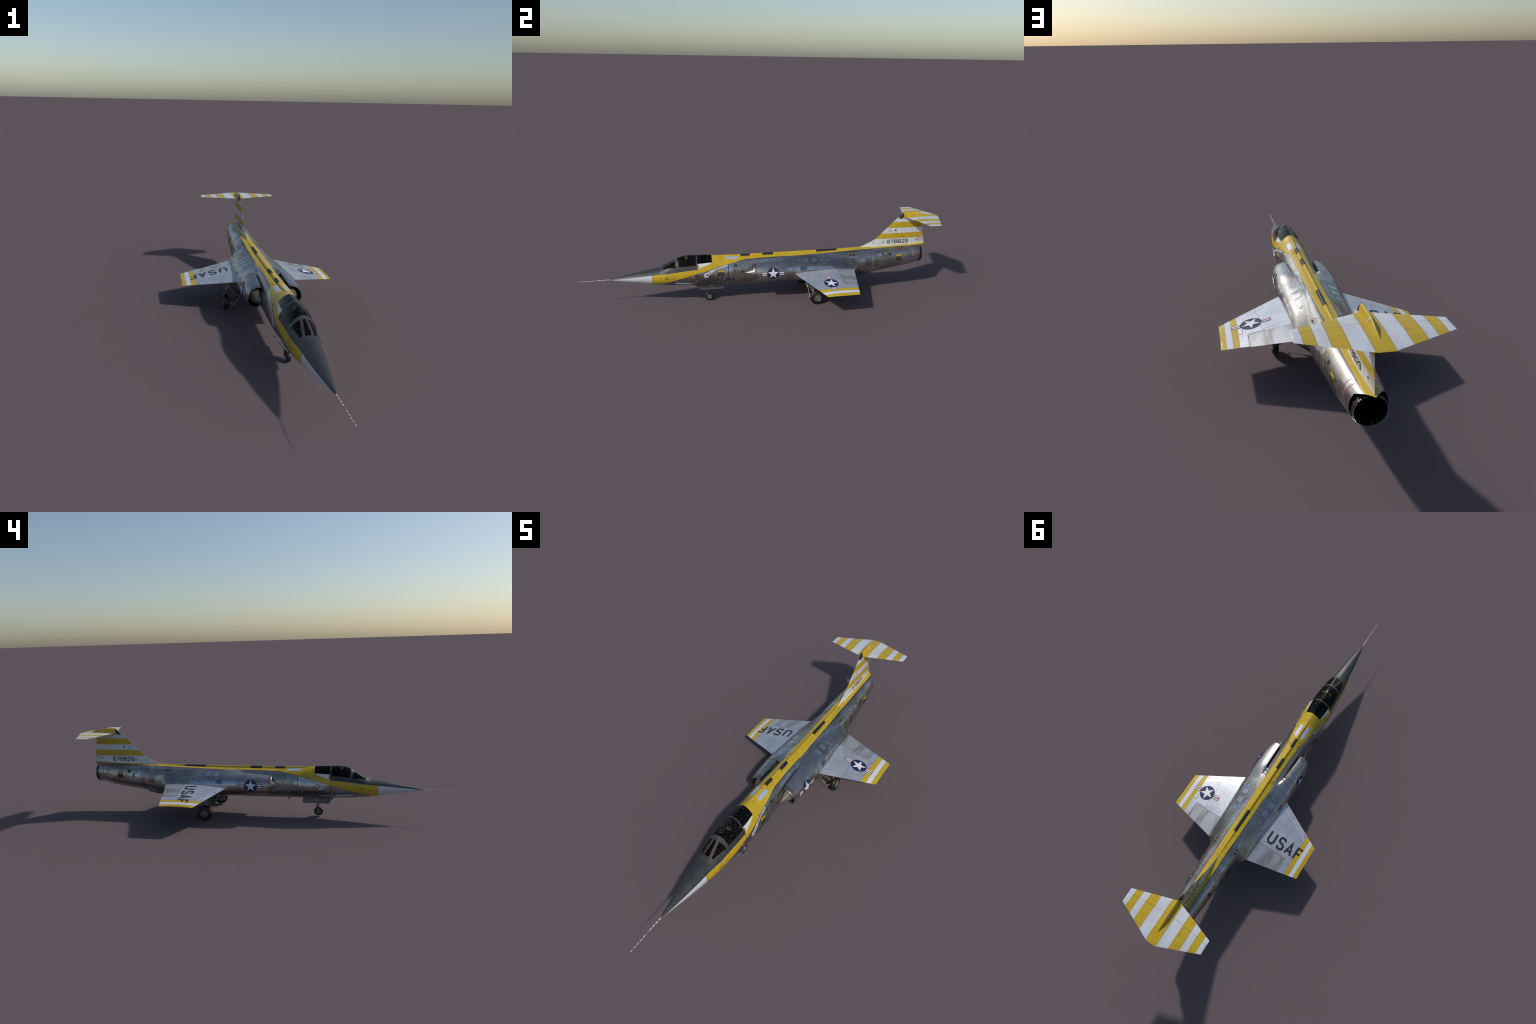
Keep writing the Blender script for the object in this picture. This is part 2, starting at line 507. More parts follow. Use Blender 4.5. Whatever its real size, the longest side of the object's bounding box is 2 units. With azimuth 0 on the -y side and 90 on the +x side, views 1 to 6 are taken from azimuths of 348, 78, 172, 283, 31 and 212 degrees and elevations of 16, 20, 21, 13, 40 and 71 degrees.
def metal_look(N):
    """worn bare-metal skin: panel-to-panel tint, brushed streaks round the hull, blotchy staining"""
    v = N.vec(N.y, N.math('MULTIPLY', N.z, 1.0))
    c, fac = N.brick(v, .085, .034, .0007)
    c2, fac2 = N.brick(N.vec(N.math('ADD', N.y, .021), N.math('ADD', N.z, .011)), .047, .057, .0005)
    tint = N.math('MULTIPLY_ADD', N.math('ADD', c, N.math('MULTIPLY', c2, .7)), .24, .70)
    streak = N.noise(9, (5, 26, 2.0), 6, .7)
    blot = N.noise(11, (1, 1, 1), 5, .62, (3, 1, 2))
    fine = N.noise(260, (1, 1, 1), 2, .5)
    t = N.math('MULTIPLY', tint, N.ramp(streak, .3, .7, .86, 1.08))
    t = N.math('MULTIPLY', t, N.ramp(blot, .35, .65, .74, 1.14))
    t = N.math('MULTIPLY', t, N.ramp(fine, .3, .7, .92, 1.08))
    col = N.mix(1.0, N.mix(N.ramp(blot, .4, .62), (.46, .44, .41), METAL), N.grey(t), 'MULTIPLY')
    warm = N.ramp(N.noise(7, (1, 1, 1), 4, .6, (9, 3, 5)), .54, .68)
    col = N.mix(N.math('MULTIPLY', warm, .55), col, N.mix(1.0, col, (.86, .74, .52), 'MULTIPLY'))
    line = N.math('MULTIPLY', N.math('MAXIMUM', fac, N.math('MULTIPLY', fac2, .6)), .42)
    col = N.mix(line, col, (.10, .095, .09))
    rough = N.math('ADD', N.ramp(streak, .3, .7, .25, .36), N.ramp(blot, .35, .65, .08, -.04))
    return col, rough, blot, streak

def yellow_look(N):
    st = N.noise(14, (1, 6, 1), 5, .65, (5, 0, 0))
    bl = N.noise(30, (1, 1, 1), 4, .6, (0, 7, 0))
    col = N.mix(N.ramp(st, .42, .72, 0, .55), YELLOW, YELLOW_D)
    return N.mix(N.ramp(bl, .60, .75, 0, .30), col, (.16, .11, .05))

def mat_fuselage():
    N = Nodes("skin_paint_and_bare_metal")
    col, rough, blot, streak = metal_look(N)
    ax = N.absx()
    gcurve = [(-1, .1555), (-.84, .1556), (-.82, .1578), (-.7535, .1649), (-.70, .1712), (-.62, .1798), (-.555, .1865), (-.4886, .1945), (-.388, .2055),
              (-.383, .209), (-.353, .219), (-.32, .228), (-.308, .2345), (-.302, .29), (1, .29)]
    lcurve = [(-1, .10), (-.60, .103), (-.58, .1215), (-.5576, .1322), (-.5129, .147), (-.4456, .1658), (-.387, .1830), (-.3044, .2040), (-.2239, .2220), (-.1664, .2336),
              (-.1274, .2402), (-.10, .2410), (-.0168, .2425), (.18, .2437), (.30, .2460), (.42, .2500), (.54, .2545), (.70, .2590), (.84, .2628), (.95, .2650), (1, .266)]
    up = N.curve(N.y, gcurve, .09, .30)
    lo = N.curve(N.y, lcurve, .09, .30)
    above_up = N.step(N.z, up)
    above_lo = N.step(N.z, lo, .0006)
    front = N.no(N.step(N.y, -.3885))
    radome = N.no(N.step(N.y, -.6225))
    grey_m = N.both(front, above_up)
    sill = N.both(N.band(N.y, -.3885, -.3072), above_up)
    yel_m = N.any(N.both(above_lo, N.no(radome)), N.band(N.y, -.6225, -.583))
    ycol = yellow_look(N)
    # rub marks where the yellow meets the anti-glare panel
    rub = N.both(N.near(N.y, -.538, .010, .004), N.near(N.z, .183, .006, .005))
    ycol = N.mix(N.math('MULTIPLY', rub, .5), ycol, (.28, .24, .20))
    c = N.mix(yel_m, col, ycol)
    # thin dark border under the yellow
    edge = N.both(N.near(N.z, N.math('SUBTRACT', lo, .0009), .0008, .0005), N.step(N.y, -.583))
    c = N.mix(N.math('MULTIPLY', edge, .65), c, (.05, .045, .04))
    wcol = N.mix(N.ramp(N.noise(20, (1, 3, 1)), .4, .7, 0, .25), (.56, .57, .58), (.40, .41, .41))
    c = N.mix(N.both(radome, N.no(above_up)), c, wcol)
    # soft dark grade mixed into the colour along the lower side and belly
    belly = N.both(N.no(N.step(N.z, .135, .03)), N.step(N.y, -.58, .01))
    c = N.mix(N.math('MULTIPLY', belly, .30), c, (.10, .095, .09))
    c = N.mix(sill, c, N.mix(N.step(N.noise(60, (1, 4, 1)), .62, .05), (.66, .67, .68), (.40, .40, .42)))
    gcol = N.mix(N.ramp(N.noise(16, (1, 2, 1), 5), .4, .7), GREY, (.044, .046, .050))
    c = N.mix(grey_m, c, gcol)
    c = N.mix(N.math('MULTIPLY', N.both(N.near(N.z, up, .0006, .0005), N.any(front, sill)), .6), c, (.04, .035, .03))
    # seams
    seam = N.any(N.both(N.near(N.y, -.6225, .0012), N.no(above_up)), N.both(N.near(N.y, -.5825, .0008), N.no(above_up)),
                 N.both(N.near(N.y, -.3885, .0007), N.step(N.z, .10)))
    c = N.mix(N.math('MULTIPLY', seam, .85), c, (.035, .03, .025))
    dark_seam = N.any(N.both(N.near(N.y, -.3895, .0017), N.band(N.z, .158, .1805)), N.both(N.near(N.y, -.2215, .0018), N.no(above_lo), N.step(N.z, .164)))
    c = N.mix(N.math('MULTIPLY', dark_seam, .92), c, (.016, .016, .018))
    deck = N.any(N.near(N.y, -.255, .0005), N.near(N.y, .075, .0005), N.near(N.y, .262, .0006), N.near(N.y, .296, .0006), N.near(N.y, .56, .0005), N.near(N.y, .65, .0005))
    c = N.mix(N.math('MULTIPLY', N.both(deck, above_lo), .6), c, (.12, .08, .02))
    red = N.both(N.any(N.near(N.y, .5930, .0011), N.near(N.y, .6097, .0011)), N.no(above_lo))
    c = N.mix(N.math('MULTIPLY', red, .85), c, RED)
    hot = N.both(N.step(N.y, .62, .02), N.no(above_lo))
    c = N.mix(N.math('MULTIPLY', hot, .25), c, N.mix(1.0, c, (.78, .70, .60), 'MULTIPLY'))
    painted = N.any(yel_m, grey_m, sill, radome)
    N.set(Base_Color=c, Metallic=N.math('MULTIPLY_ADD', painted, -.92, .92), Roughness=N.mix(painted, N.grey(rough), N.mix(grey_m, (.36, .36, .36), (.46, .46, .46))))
    N.bump(N.math('ADD', N.math('MULTIPLY', streak, .5), N.math('MULTIPLY', blot, .6)), .10, .0012)
    return N.m

def mat_duct():
    N = Nodes("intake_bare_metal")
    col, rough, blot, streak = metal_look(N)
    pink = N.any(N.near(N.y, -.0715, .0011), N.near(N.y, .0785, .0011))
    c = N.mix(N.math('MULTIPLY', pink, .8), col, (.60, .30, .32))
    lipc = N.no(N.step(N.y, -.073, .002))
    c = N.mix(N.math('MULTIPLY', lipc, .55), c, (.20, .17, .14))
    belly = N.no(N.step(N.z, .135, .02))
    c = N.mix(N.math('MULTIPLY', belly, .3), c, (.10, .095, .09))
    soot = N.both(N.ramp(N.noise(16, (1, .35, 1), 4, .6, (2, 2, 2)), .48, .66), N.step(N.y, .18, .06))
    c = N.mix(N.math('MULTIPLY', soot, .55), c, (.12, .115, .11))
    strip = N.both(N.no(N.step(N.absx(), .0303)), N.step(N.z, .2))
    c = N.mix(strip, c, yellow_look(N))
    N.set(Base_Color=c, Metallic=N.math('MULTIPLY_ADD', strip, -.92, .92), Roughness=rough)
    N.bump(N.math('ADD', N.math('MULTIPLY', streak, .5), N.math('MULTIPLY', blot, .6)), .10, .0012)
    return N.m

def mat_wing():
    N = Nodes("wing_aluminium_lacquer")
    ax = N.absx()
    fine = N.noise(330, (1, 1, 1), 3, .7)
    blot = N.noise(14, (1, 1, 1), 5, .6, (1, 4, 0))
    base = N.mix(1.0, (.60, .62, .66), N.grey(N.math('MULTIPLY', N.ramp(fine, .25, .75, .72, 1.26), N.ramp(blot, .3, .7, .82, 1.12))), 'MULTIPLY')
    # flap: smoother, stained with streaks running aft
    flap = N.both(N.step(N.y, .3725), N.no(N.step(ax, .2597)))
    fs = N.noise(5, (7, 1.2, 1), 3, .55)
    fcol = N.mix(N.ramp(fs, .45, .62, 0, .8), (.55, .555, .56), (.33, .31, .28))
    c = N.mix(flap, base, fcol)
    le = N.math('MULTIPLY_ADD', N.math('SUBTRACT', ax, .1175), .5017, .1315)
    u = N.math('SUBTRACT', N.y, le)
    lines = N.any(N.both(N.near(u, .0395, .0007), N.no(N.step(ax, .2905))),
                  N.both(N.near(N.math('SUBTRACT', N.y, N.math('MULTIPLY', ax, .19)), .150, .0002), N.step(ax, .9)),
                  N.both(N.near(ax, .2165, .0006), N.no(N.step(N.y, .243))),
                  N.both(N.near(ax, .2105, .0006), N.band(N.y, .243, .355)),
                  N.both(N.near(N.y, .243, .0005), N.band(ax, .2105, .2165)),
                  N.both(N.near(N.y, .356, .0005), N.band(ax, .125, .2105)),
                  N.both(N.near(ax, .2597, .0007), N.step(N.y, .3725)))
    faint = N.any(N.near(N.y, .205, .0004), N.near(N.y, .235, .0004), N.near(N.y, .262, .0004), N.near(N.y, .318, .0004), N.near(ax, .165, .0004), N.near(ax, .262, .0004))
    c = N.mix(N.math('MULTIPLY', N.both(faint, N.no(N.step(ax, .29)), N.no(flap), N.step(u, .0395)), .42), c, (.15, .14, .14))
    c = N.mix(N.math('MULTIPLY', lines, .85), c, (.09, .085, .085))
    c = N.mix(N.math('MULTIPLY', N.both(N.near(N.y, .3725, .0009), N.no(N.step(ax, .2597))), .9), c, (.03, .03, .03))
    tip = N.step(ax, .2912)
    y = N.any(N.band(ax, .2912, .3130), N.step(ax, .3345))
    c = N.mix(tip, c, N.mix(N.ramp(blot, .4, .7, 0, .3), (.64, .65, .69), (.48, .48, .50)))
    c = N.mix(y, c, yellow_look(N))
    ed = N.any(N.near(ax, .2912, .0006), N.near(ax, .3130, .0006), N.near(ax, .3345, .0006))
    c = N.mix(N.math('MULTIPLY', ed, .55), c, (.12, .10, .05))
    N.set(Base_Color=c, Metallic=N.math('MULTIPLY_ADD', tip, -.62, .62), Roughness=N.ramp(fine, .25, .75, .33, .47))
    N.bump(fine, .10, .0006)
    return N.m

def mat_fin():
    N = Nodes("fin_stripes")
    d = N.noise(12, (1, 4, 1), 5, .65, (2, 3, 1))
    w = N.mix(N.ramp(d, .40, .70, 0, .5), WHITE, (.42, .41, .40))
    y = N.any(N.band(N.z, .3662, .3985), N.band(N.z, .3035, .3336))
    c = N.mix(y, w, yellow_look(N))
    e = N.any(*[N.near(N.z, k, .0007) for k in (.3985, .3662, .3336, .3035)])
    c = N.mix(N.math('MULTIPLY', e, .55), c, (.12, .10, .06))
    trim = N.both(N.step(N.y, .8915), N.band(N.z, .2785, .3125))
    c = N.mix(trim, c, N.mix(N.step(N.z, .297, .004), (.52, .49, .47), (.44, .36, .25)))
    rud = N.math('MULTIPLY_ADD', N.math('SUBTRACT', N.z, .316), .102, .8558)
    ln = N.any(N.both(N.near(N.y, rud, .0006), N.step(N.z, .3145)), N.both(N.near(N.z, .3145, .0006), N.band(N.y, .8555, .892)), N.both(N.near(N.y, .8915, .0006), N.band(N.z, .2785, .3145)))
    c = N.mix(N.math('MULTIPLY', ln, .75), c, (.05, .04, .03))
    faint = N.any(N.near(N.math('MULTIPLY_ADD', N.z, -.75, N.y), .455, .0005), N.near(N.math('MULTIPLY_ADD', N.z, -.75, N.y), .50, .0005), N.near(N.z, .382, .0003))
    c = N.mix(N.math('MULTIPLY', faint, .3), c, (.2, .15, .08))
    yl = N.no(N.step(N.z, .2610, .001))
    c = N.mix(yl, c, yellow_look(N))
    N.set(Base_Color=c, Roughness=.38)
    return N.m

def mat_tailplane():
    N = Nodes("tailplane_stripes")
    ax = N.absx()
    d = N.noise(10, (3, 1, 1), 5, .65, (2, 8, 1))
    w = N.mix(N.ramp(d, .42, .72, 0, .5), (.62, .64, .675), (.42, .42, .43))
    y = N.any(N.no(N.step(ax, .0250)), N.band(ax, .0730, .1150), N.band(ax, .1460, .1765))
    c = N.mix(y, w, yellow_look(N))
    e = N.any(*[N.near(ax, k, .0009, .0006) for k in (.0250, .0730, .1150, .1460, .1765)])
    c = N.mix(N.math('MULTIPLY', e, .6), c, (.16, .12, .04))
    ln = N.near(N.math('MULTIPLY_ADD', ax, -.083, N.y), .8645, .0006)
    c = N.mix(N.math('MULTIPLY', ln, .7), c, (.06, .05, .04))
    spots = N.step(N.noise(55, (1, 1, 1), 2, .5, (4, 4, 4)), .70, .04)
    c = N.mix(N.math('MULTIPLY', spots, .4), c, (.3, .29, .28))
    N.set(Base_Color=c, Roughness=.33)
    return N.m

def mat_paint(name, col, rough=.4, metal=0.0, dirt=.25, dark=None):
    N = Nodes(name)
    d = N.noise(35, (1, 1, 1), 4, .6)
    dk = dark or tuple(k*.5 for k in col)
    N.set(Base_Color=N.mix(N.ramp(d, .4, .7, 0, dirt*2), col, dk), Roughness=rough, Metallic=metal)
    return N.m

def mat_yellow():
    N = Nodes("yellow_paint"); N.set(Base_Color=yellow_look(N), Roughness=.36); return N.m

def mat_glass():
    """smoked glazing, nearly opaque, with faint bronze flecks from the cockpit behind it"""
    N = Nodes("smoked_glazing")
    v = N.n.new("ShaderNodeTexVoronoi"); N.l.new(N.co, v.inputs["Vector"]); v.inputs["Scale"].default_value = 120
    a = N.noise(150, (1, 1, 1), 3, .6)
    f = N.both(N.step(a, .54, .07), N.no(N.step(v.outputs["Distance"], .42, .12)))
    cc = N.mix(N.step(N.noise(60), .52, .05), (.040, .031, .018), (.026, .028, .028))
    c = N.mix(N.math('MULTIPLY', f, .75), (.002, .002, .0022), cc)
    N.set(Base_Color=c, Roughness=.15, IOR=1.20)
    return N.m

def mat_probe():
    N = Nodes("probe_bands")
    s = N.math('FRACT', N.math('MULTIPLY', N.y, 62.0))
    r = N.step(s, .58, .04)
    c = N.mix(r, (.66, .63, .62), (.40, .10, .085))
    N.set(Base_Color=c, Roughness=.4)
    return N.m

def mat_tyre():
    N = Nodes("tyre_rubber")
    d = N.noise(40, (1, 1, 1), 3)
    N.set(Base_Color=N.mix(N.ramp(d, .4, .7), (.007, .007, .007), (.016, .0155, .0145)), Roughness=.42)
    return N.m

def mat_nozzle():
    N = Nodes("burnt_steel")
    d = N.noise(30, (1, .3, 1), 4)
    N.set(Base_Color=N.mix(N.ramp(d, .35, .7), (.05, .042, .034), (.20, .165, .13)), Roughness=.36, Metallic=.85)
    return N.m
# ------------------------------------------------------------------ painted marks laid on the skin
class Decal:
    """collects flat outlines in a (u, v) frame and wraps them onto a surface"""
    def __init__(self, name, bvh, origin, u, v, n, parent, res=.006):
        self.name, self.bvh, self.parent, self.res = name, bvh, parent, res
        self.o, self.u, self.v, self.n = Vector(origin), Vector(u), Vector(v), Vector(n).normalized()
        self.V, self.F, self.MI, self.mats = [], [], [], []
        self.level = 0
    def add(self, polys, mat, lift=None):
        """polys: list of point lists; every polygon of one call lies at the same height"""
        if mat not in self.mats: self.mats.append(mat)
        mi = self.mats.index(mat)
        self.level += 1
        off = .00042 + .00016*(self.level if lift is None else lift)
        bm = bmesh.new()
        for p in polys:
            vs = [bm.verts.new((a, b, 0)) for a, b in p]
            try: bm.faces.new(vs)
            except ValueError: pass
        bmesh.ops.remove_doubles(bm, verts=bm.verts, dist=1e-6)
        bmesh.ops.triangulate(bm, faces=bm.faces)
        us = [q.co.x for q in bm.verts]; vs = [q.co.y for q in bm.verts]
        for lo, hi, ax in ((min(us), max(us), Vector((1, 0, 0))), (min(vs), max(vs), Vector((0, 1, 0)))):
            k = math.floor(lo/self.res) + 1
            while k*self.res < hi:
                bmesh.ops.bisect_plane(bm, geom=bm.verts[:] + bm.edges[:] + bm.faces[:], dist=1e-7, plane_co=ax*(k*self.res), plane_no=ax)
                k += 1
        bm.verts.ensure_lookup_table()
        base = len(self.V); idx = {}
        for q in bm.verts:
            P = self.o + self.u*q.co.x + self.v*q.co.y
            hit, nor, _, _ = self.bvh.ray_cast(P + self.n*.3, -self.n, 1.0)
            if hit is None: continue
            if nor.dot(self.n) < 0: nor = -nor
            idx[q.index] = len(self.V)
            self.V.append(hit + nor*off)
        for f in bm.faces:
            ids = [q.index for q in f.verts]
            if all(i in idx for i in ids):
                pts = [self.V[idx[i]] for i in ids]
                if max((a - b).length for a in pts for b in pts) < self.res*6:
                    fl = [idx[i] for i in ids]
                    nn = (pts[1] - pts[0]).cross(pts[2] - pts[0])
                    if nn.dot(self.n) < 0: fl = fl[::-1]
                    self.F.append(fl); self.MI.append(mi)
        bm.free()
        return self
    def done(self, kind=None):
        me = bpy.data.meshes.new(self.name)
        me.from_pydata([tuple(q) for q in self.V], [], self.F)
        for m in self.mats: me.materials.append(m)
        me.polygons.foreach_set("material_index", self.MI)
        for p in me.polygons: p.use_smooth = True
        ob = bpy.data.objects.new(self.name, me); COLL.objects.link(ob); ob.parent = self.parent
        if kind: ob["kind"] = kind
        return ob

def rect(a, b, c, d): return [(a, c), (b, c), (b, d), (a, d)]
def disc(x, y, r, n=36, sy=1.0): return [(x + r*cos(2*pi*i/n), y + sy*r*sin(2*pi*i/n)) for i in range(n)]
def ring(x, y, r, w, n=36, sy=1.0):
    o = disc(x, y, r, n, sy); i = disc(x, y, r - w, n, sy)
    return [[o[k], o[(k+1) % n], i[(k+1) % n], i[k]] for k in range(n)]
def star(x, y, r, a0=pi/2):
    p = []
    for k in range(10):
        rr = r if k % 2 == 0 else r*.382
        p.append((x + rr*cos(a0 + k*pi/5), y + rr*sin(a0 + k*pi/5)))
    return [[(x, y), p[k], p[(k+1) % 10]] for k in range(10)]
def frame(a, b, c, d, w, r=.0):
    """outline of a rectangle with rounded corners"""
    def loop(a, b, c, d, r):
        q = []
        for cx, cy, s in ((b - r, d - r, 0), (a + r, d - r, 1), (a + r, c + r, 2), (b - r, c + r, 3)):
            for k in range(5):
                t = pi/2*(s + k/4); q.append((cx + r*cos(t), cy + r*sin(t)))
        return q
    o = loop(a, b, c, d, max(r, 1e-4)); i = loop(a + w, b - w, c + w, d - w, max(r - w, 5e-5)); n = len(o)
    return [[o[k], o[(k+1) % n], i[(k+1) % n], i[k]] for k in range(n)]
def stroke(pts, w, closed=False):
    """thick line with mitred corners, as quads"""
    n = len(pts); L, R = [], []
    P = [Vector((a, b)) for a, b in pts]
    for i in range(n):
        if closed: p0, p1, p2 = P[i-1], P[i], P[(i+1) % n]
        else: p0, p1, p2 = P[max(i-1, 0)], P[i], P[min(i+1, n-1)]
        d1 = (p1 - p0).normalized() if (p1 - p0).length > 0 else (p2 - p1).normalized()
        d2 = (p2 - p1).normalized() if (p2 - p1).length > 0 else d1
        n1 = Vector((-d1.y, d1.x)); n2 = Vector((-d2.y, d2.x)); m = (n1 + n2)
        m = m.normalized() if m.length > 1e-6 else n1
        k = w/2/max(.35, m.dot(n1))
        L.append(p1 + m*k); R.append(p1 - m*k)
    m = n if closed else n - 1
    return [[tuple(L[i]), tuple(L[(i+1) % n]), tuple(R[(i+1) % n]), tuple(R[i])] for i in range(m)]

# block letters on a 4 x 6 grid with clipped corners
GL = {
 'U': [[(0, 6), (0, 1), (1, 0), (3, 0), (4, 1), (4, 6)]],
 'S': [[(4, 4.9), (3.2, 6), (.8, 6), (0, 5.2), (0, 3.9), (.8, 3.2), (3.2, 2.8), (4, 2.1), (4, .8), (3.2, 0), (.8, 0), (0, 1.1)]],
 'A': [[(0, 0), (2, 6), (4, 0)], [(.75, 1.7), (3.25, 1.7)]],
 'F': [[(4, 6), (0, 6), (0, 0)], [(0.3, 3.1), (3, 3.1)]],
 'I': [[(2, 0), (2, 6)]],
 'R': [[(0, 0), (0, 6), (3, 6), (4, 5.2), (4, 3.8), (3, 3), (.3, 3)], [(2.2, 2.8), (4, 0)]],
 'O': [[(1, 0), (0, 1), (0, 5), (1, 6), (3, 6), (4, 5), (4, 1), (3, 0), (1, 0)]],
 'C': [[(4, 4.9), (3, 6), (1, 6), (0, 5), (0, 1), (1, 0), (3, 0), (4, 1.1)]],
 'E': [[(4, 6), (0, 6), (0, 0), (4, 0)], [(.3, 3.1), (3.2, 3.1)]],
 '.': [[(.6, 0), (1.6, 0)]],
 '6': [[(4, 5.1), (3.1, 6), (.9, 6), (0, 5.1), (0, .9), (.9, 0), (3.1, 0), (4, .9), (4, 2.6), (3.1, 3.4), (.4, 3.4)]],
 '7': [[(0, 6), (4, 6), (1.4, 0)]],
 '8': [[(.9, 3.2), (0, 4), (0, 5.2), (.9, 6), (3.1, 6), (4, 5.2), (4, 4), (3.1, 3.2), (.9, 3.2)], [(.9, 2.8), (0, 2.1), (0, .9), (.9, 0), (3.1, 0), (4, .9), (4, 2.1), (3.1, 2.8)]],
 '2': [[(0, 4.9), (.9, 6), (3.1, 6), (4, 5.1), (4, 3.9), (0, .6), (0, 0), (4, 0)]],
 '9': [[(0, .9), (.9, 0), (3.1, 0), (4, .9), (4, 5.1), (3.1, 6), (.9, 6), (0, 5.1), (0, 3.4), (.9, 2.6), (3.6, 2.6)]],
}
def word(dec, text, x0, y0, cw, ch, pitch, w, mat):
    """letters drawn as strokes; overlapping strokes sit at slightly different heights"""
    x = x0
    for c in text:
        if c == ' ': x += pitch*.6; continue
        adv = pitch*.45 if c == '.' else (pitch*.55 if c == 'I' else pitch)
        for k, line in enumerate(GL.get(c, [])):
            sx = (cw - w)/4; sy = (ch - w)/6
            dx = -1.4*sx if c == 'I' else 0
            dec.add(stroke([(x + w/2 + a*sx + dx, y0 + w/2 + b*sy) for a, b in line], w), mat, lift=3 + k)
        x += adv

def bvh_of(*obs):
    V, F = [], []
    for ob in obs:
        k = len(V); M = ob.matrix_world
        V += [M @ q.co for q in ob.data.vertices]
        F += [tuple(i + k for i in p.vertices) for p in ob.data.polygons]
    return BVHTree.FromPolygons(V, F)

def insignia(dec, cx, cy, r, L, h, blue, white, red, a0=pi/2):
    """roundel: dark disc with a white star, white bars with a red stripe and a dark border"""
    b = .0026
    dec.add([rect(cx - L, cx + L, cy - h, cy + h)], blue)
    dec.add([disc(cx, cy, r, 56)], blue)
    for s in (1, -1):
        a, c = sorted((cx + s*(r + .0005), cx + s*(L - b)))
        dec.add([rect(a, c, cy - h + b, cy + h - b)], white)
        dec.add([rect(a, c, cy - h*.25, cy + h*.25)], red)
    dec.add(star(cx, cy, r*.93, a0), white)

# ------------------------------------------------------------------ canopy
def phi_at_x(y, x):
    return math.copysign(math.asin(min(1, (abs(x)/F_W(y))**(F_NT(y)/2))), x)
def pane(name, corner_fn, nu, nv, off, skirt, mat, parent, rough_edge=None):
    """glazing patch on the hull surface: corner_fn(s, t) -> (y, phi); closed by a skirt all round"""
    V = []
    for i in range(nu+1):
        for j in range(nv+1):
            y, p = corner_fn(i/nu, j/nv); V.append(body(y, p, off))
    F = [(i*(nv+1)+j, i*(nv+1)+j+1, (i+1)*(nv+1)+j+1, (i+1)*(nv+1)+j) for i in range(nu) for j in range(nv)]
    rim = [(i, 0) for i in range(nu)] + [(nu, j) for j in range(nv)] + [(i, nv) for i in range(nu, 0, -1)] + [(0, j) for j in range(nv, 0, -1)]
    k = len(V)
    for i, j in rim:
        y, p = corner_fn(i/nu, j/nv); V.append(body(y, p, off - skirt))
    m = len(rim)
    for a in range(m):
        b = (a+1) % m
        F.append((rim[a][0]*(nv+1)+rim[a][1], k+a, k+b, rim[b][0]*(nv+1)+rim[b][1]))
    return obj_from(name, V, F, mat, parent, True, 50)
def quad_fn(a, b, c, d, grow=0.0):
    """a, b, c, d: (y, phi) corners in order"""
    ce = tuple(sum(q[k] for q in (a, b, c, d))/4 for k in (0, 1))
    def gr(q):
        dy, dp = q[0] - ce[0], q[1] - ce[1]
        return (q[0] + math.copysign(grow, dy), q[1] + math.copysign(grow/.05, dp))
    a, b, c, d = map(gr, (a, b, c, d))
    def f(s, t):
        y = (a[0]*(1-s) + b[0]*s)*(1-t) + (d[0]*(1-s) + c[0]*s)*t
        p = (a[1]*(1-s) + b[1]*s)*(1-t) + (d[1]*(1-s) + c[1]*s)*t
        return y, p
    return f
def over_fn(front_top, front_bot, rear_top, rear_bot, zf, zr, grow=0.0):
    """pane wrapping over the crown: edges slant from the crown to the sill"""
    def f(s, t):
        k = abs(2*t - 1)
        yf = front_top + (front_bot - front_top)*k**1.5 - grow; yr = rear_top + (rear_bot - rear_top)*k**1.5 + grow
        y = yf + (yr - yf)*s
        zlow = zf + (zr - zf)*s - grow
        pm = phi_at_z(min(max(y, -.56), -.30), zlow)
        return y, pm*(2*t - 1)
    return f

def build_canopy(fus, M):
    seal = M['seal']; gl = M['glass']
    fr = empty_mesh = None
    main = (-.4885, -.4826, -.3915, -.3930, .2187, .2262)
    rear = (-.3830, -.3850, -.3065, -.3072, .2335, .2362)
    can = pane("canopy", over_fn(*main), 24, 48, .0016, .0035, gl, fus)
    pane("canopy_seal", over_fn(*main, grow=.0009), 24, 48, .0006, .003, seal, can)
    rw = pane("rear_window", over_fn(*rear), 18, 40, .0013, .003, gl, fus)
    pane("canopy_seal", over_fn(*rear, grow=.0008), 18, 40, .0005, .003, seal, rw)
    ws = None
    P = lambda y, x: (y, phi_at_x(y, x))
    Z = lambda y, z, s: (y, s*phi_at_z(y, z))
    front = (P(-.5665, .0105), P(-.5665, -.0105), P(-.5065, -.0062), P(-.5065, .0062))
    # centre pane: narrow towards the arch, rounded at its top
    def centre(grow=0.0):
        def f(s, t):
            x0 = .0108 + grow; y0, y1 = -.5668 - grow, -.5045 + grow
            w = (x0*(1 - t) + (.0052 + grow)*t)
            u = (2*s - 1)
            yy = y0 + (y1 - .007*u*u*t - y0)*t
            return yy, phi_at_x(yy, w*u)
        return f
    ws = pane("windscreen", centre(), 10, 18, .0014, .003, gl, fus)
    pane("windscreen_seal", centre(.0009), 10, 18, .0006, .003, seal, ws)
    for s in (1, -1):
        q = (P(-.5645, s*.0200), Z(-.5650, .2062, s), Z(-.4985, .2136, s), P(-.5045, s*.0138))
        pane("windscreen_side_pane", quad_fn(*q), 16, 12, .0014, .003, gl, ws)
        pane("windscreen_seal", quad_fn(*q, grow=.0009), 16, 12, .0006, .003, seal, ws)
    # raised bows
    for y0, y1, yb0, yb1, zf, zr, o in ((-.4995, -.4905, -.4965, -.4850, .209, .2105, .0022), (-.3905, -.3838, -.3915, -.3862, .205, .2065, .0018)):
        pane("canopy_bow", over_fn(y0, yb0, y1, yb1, zf, zr), 6, 60, o, .004, M['grey'], can)
    return can

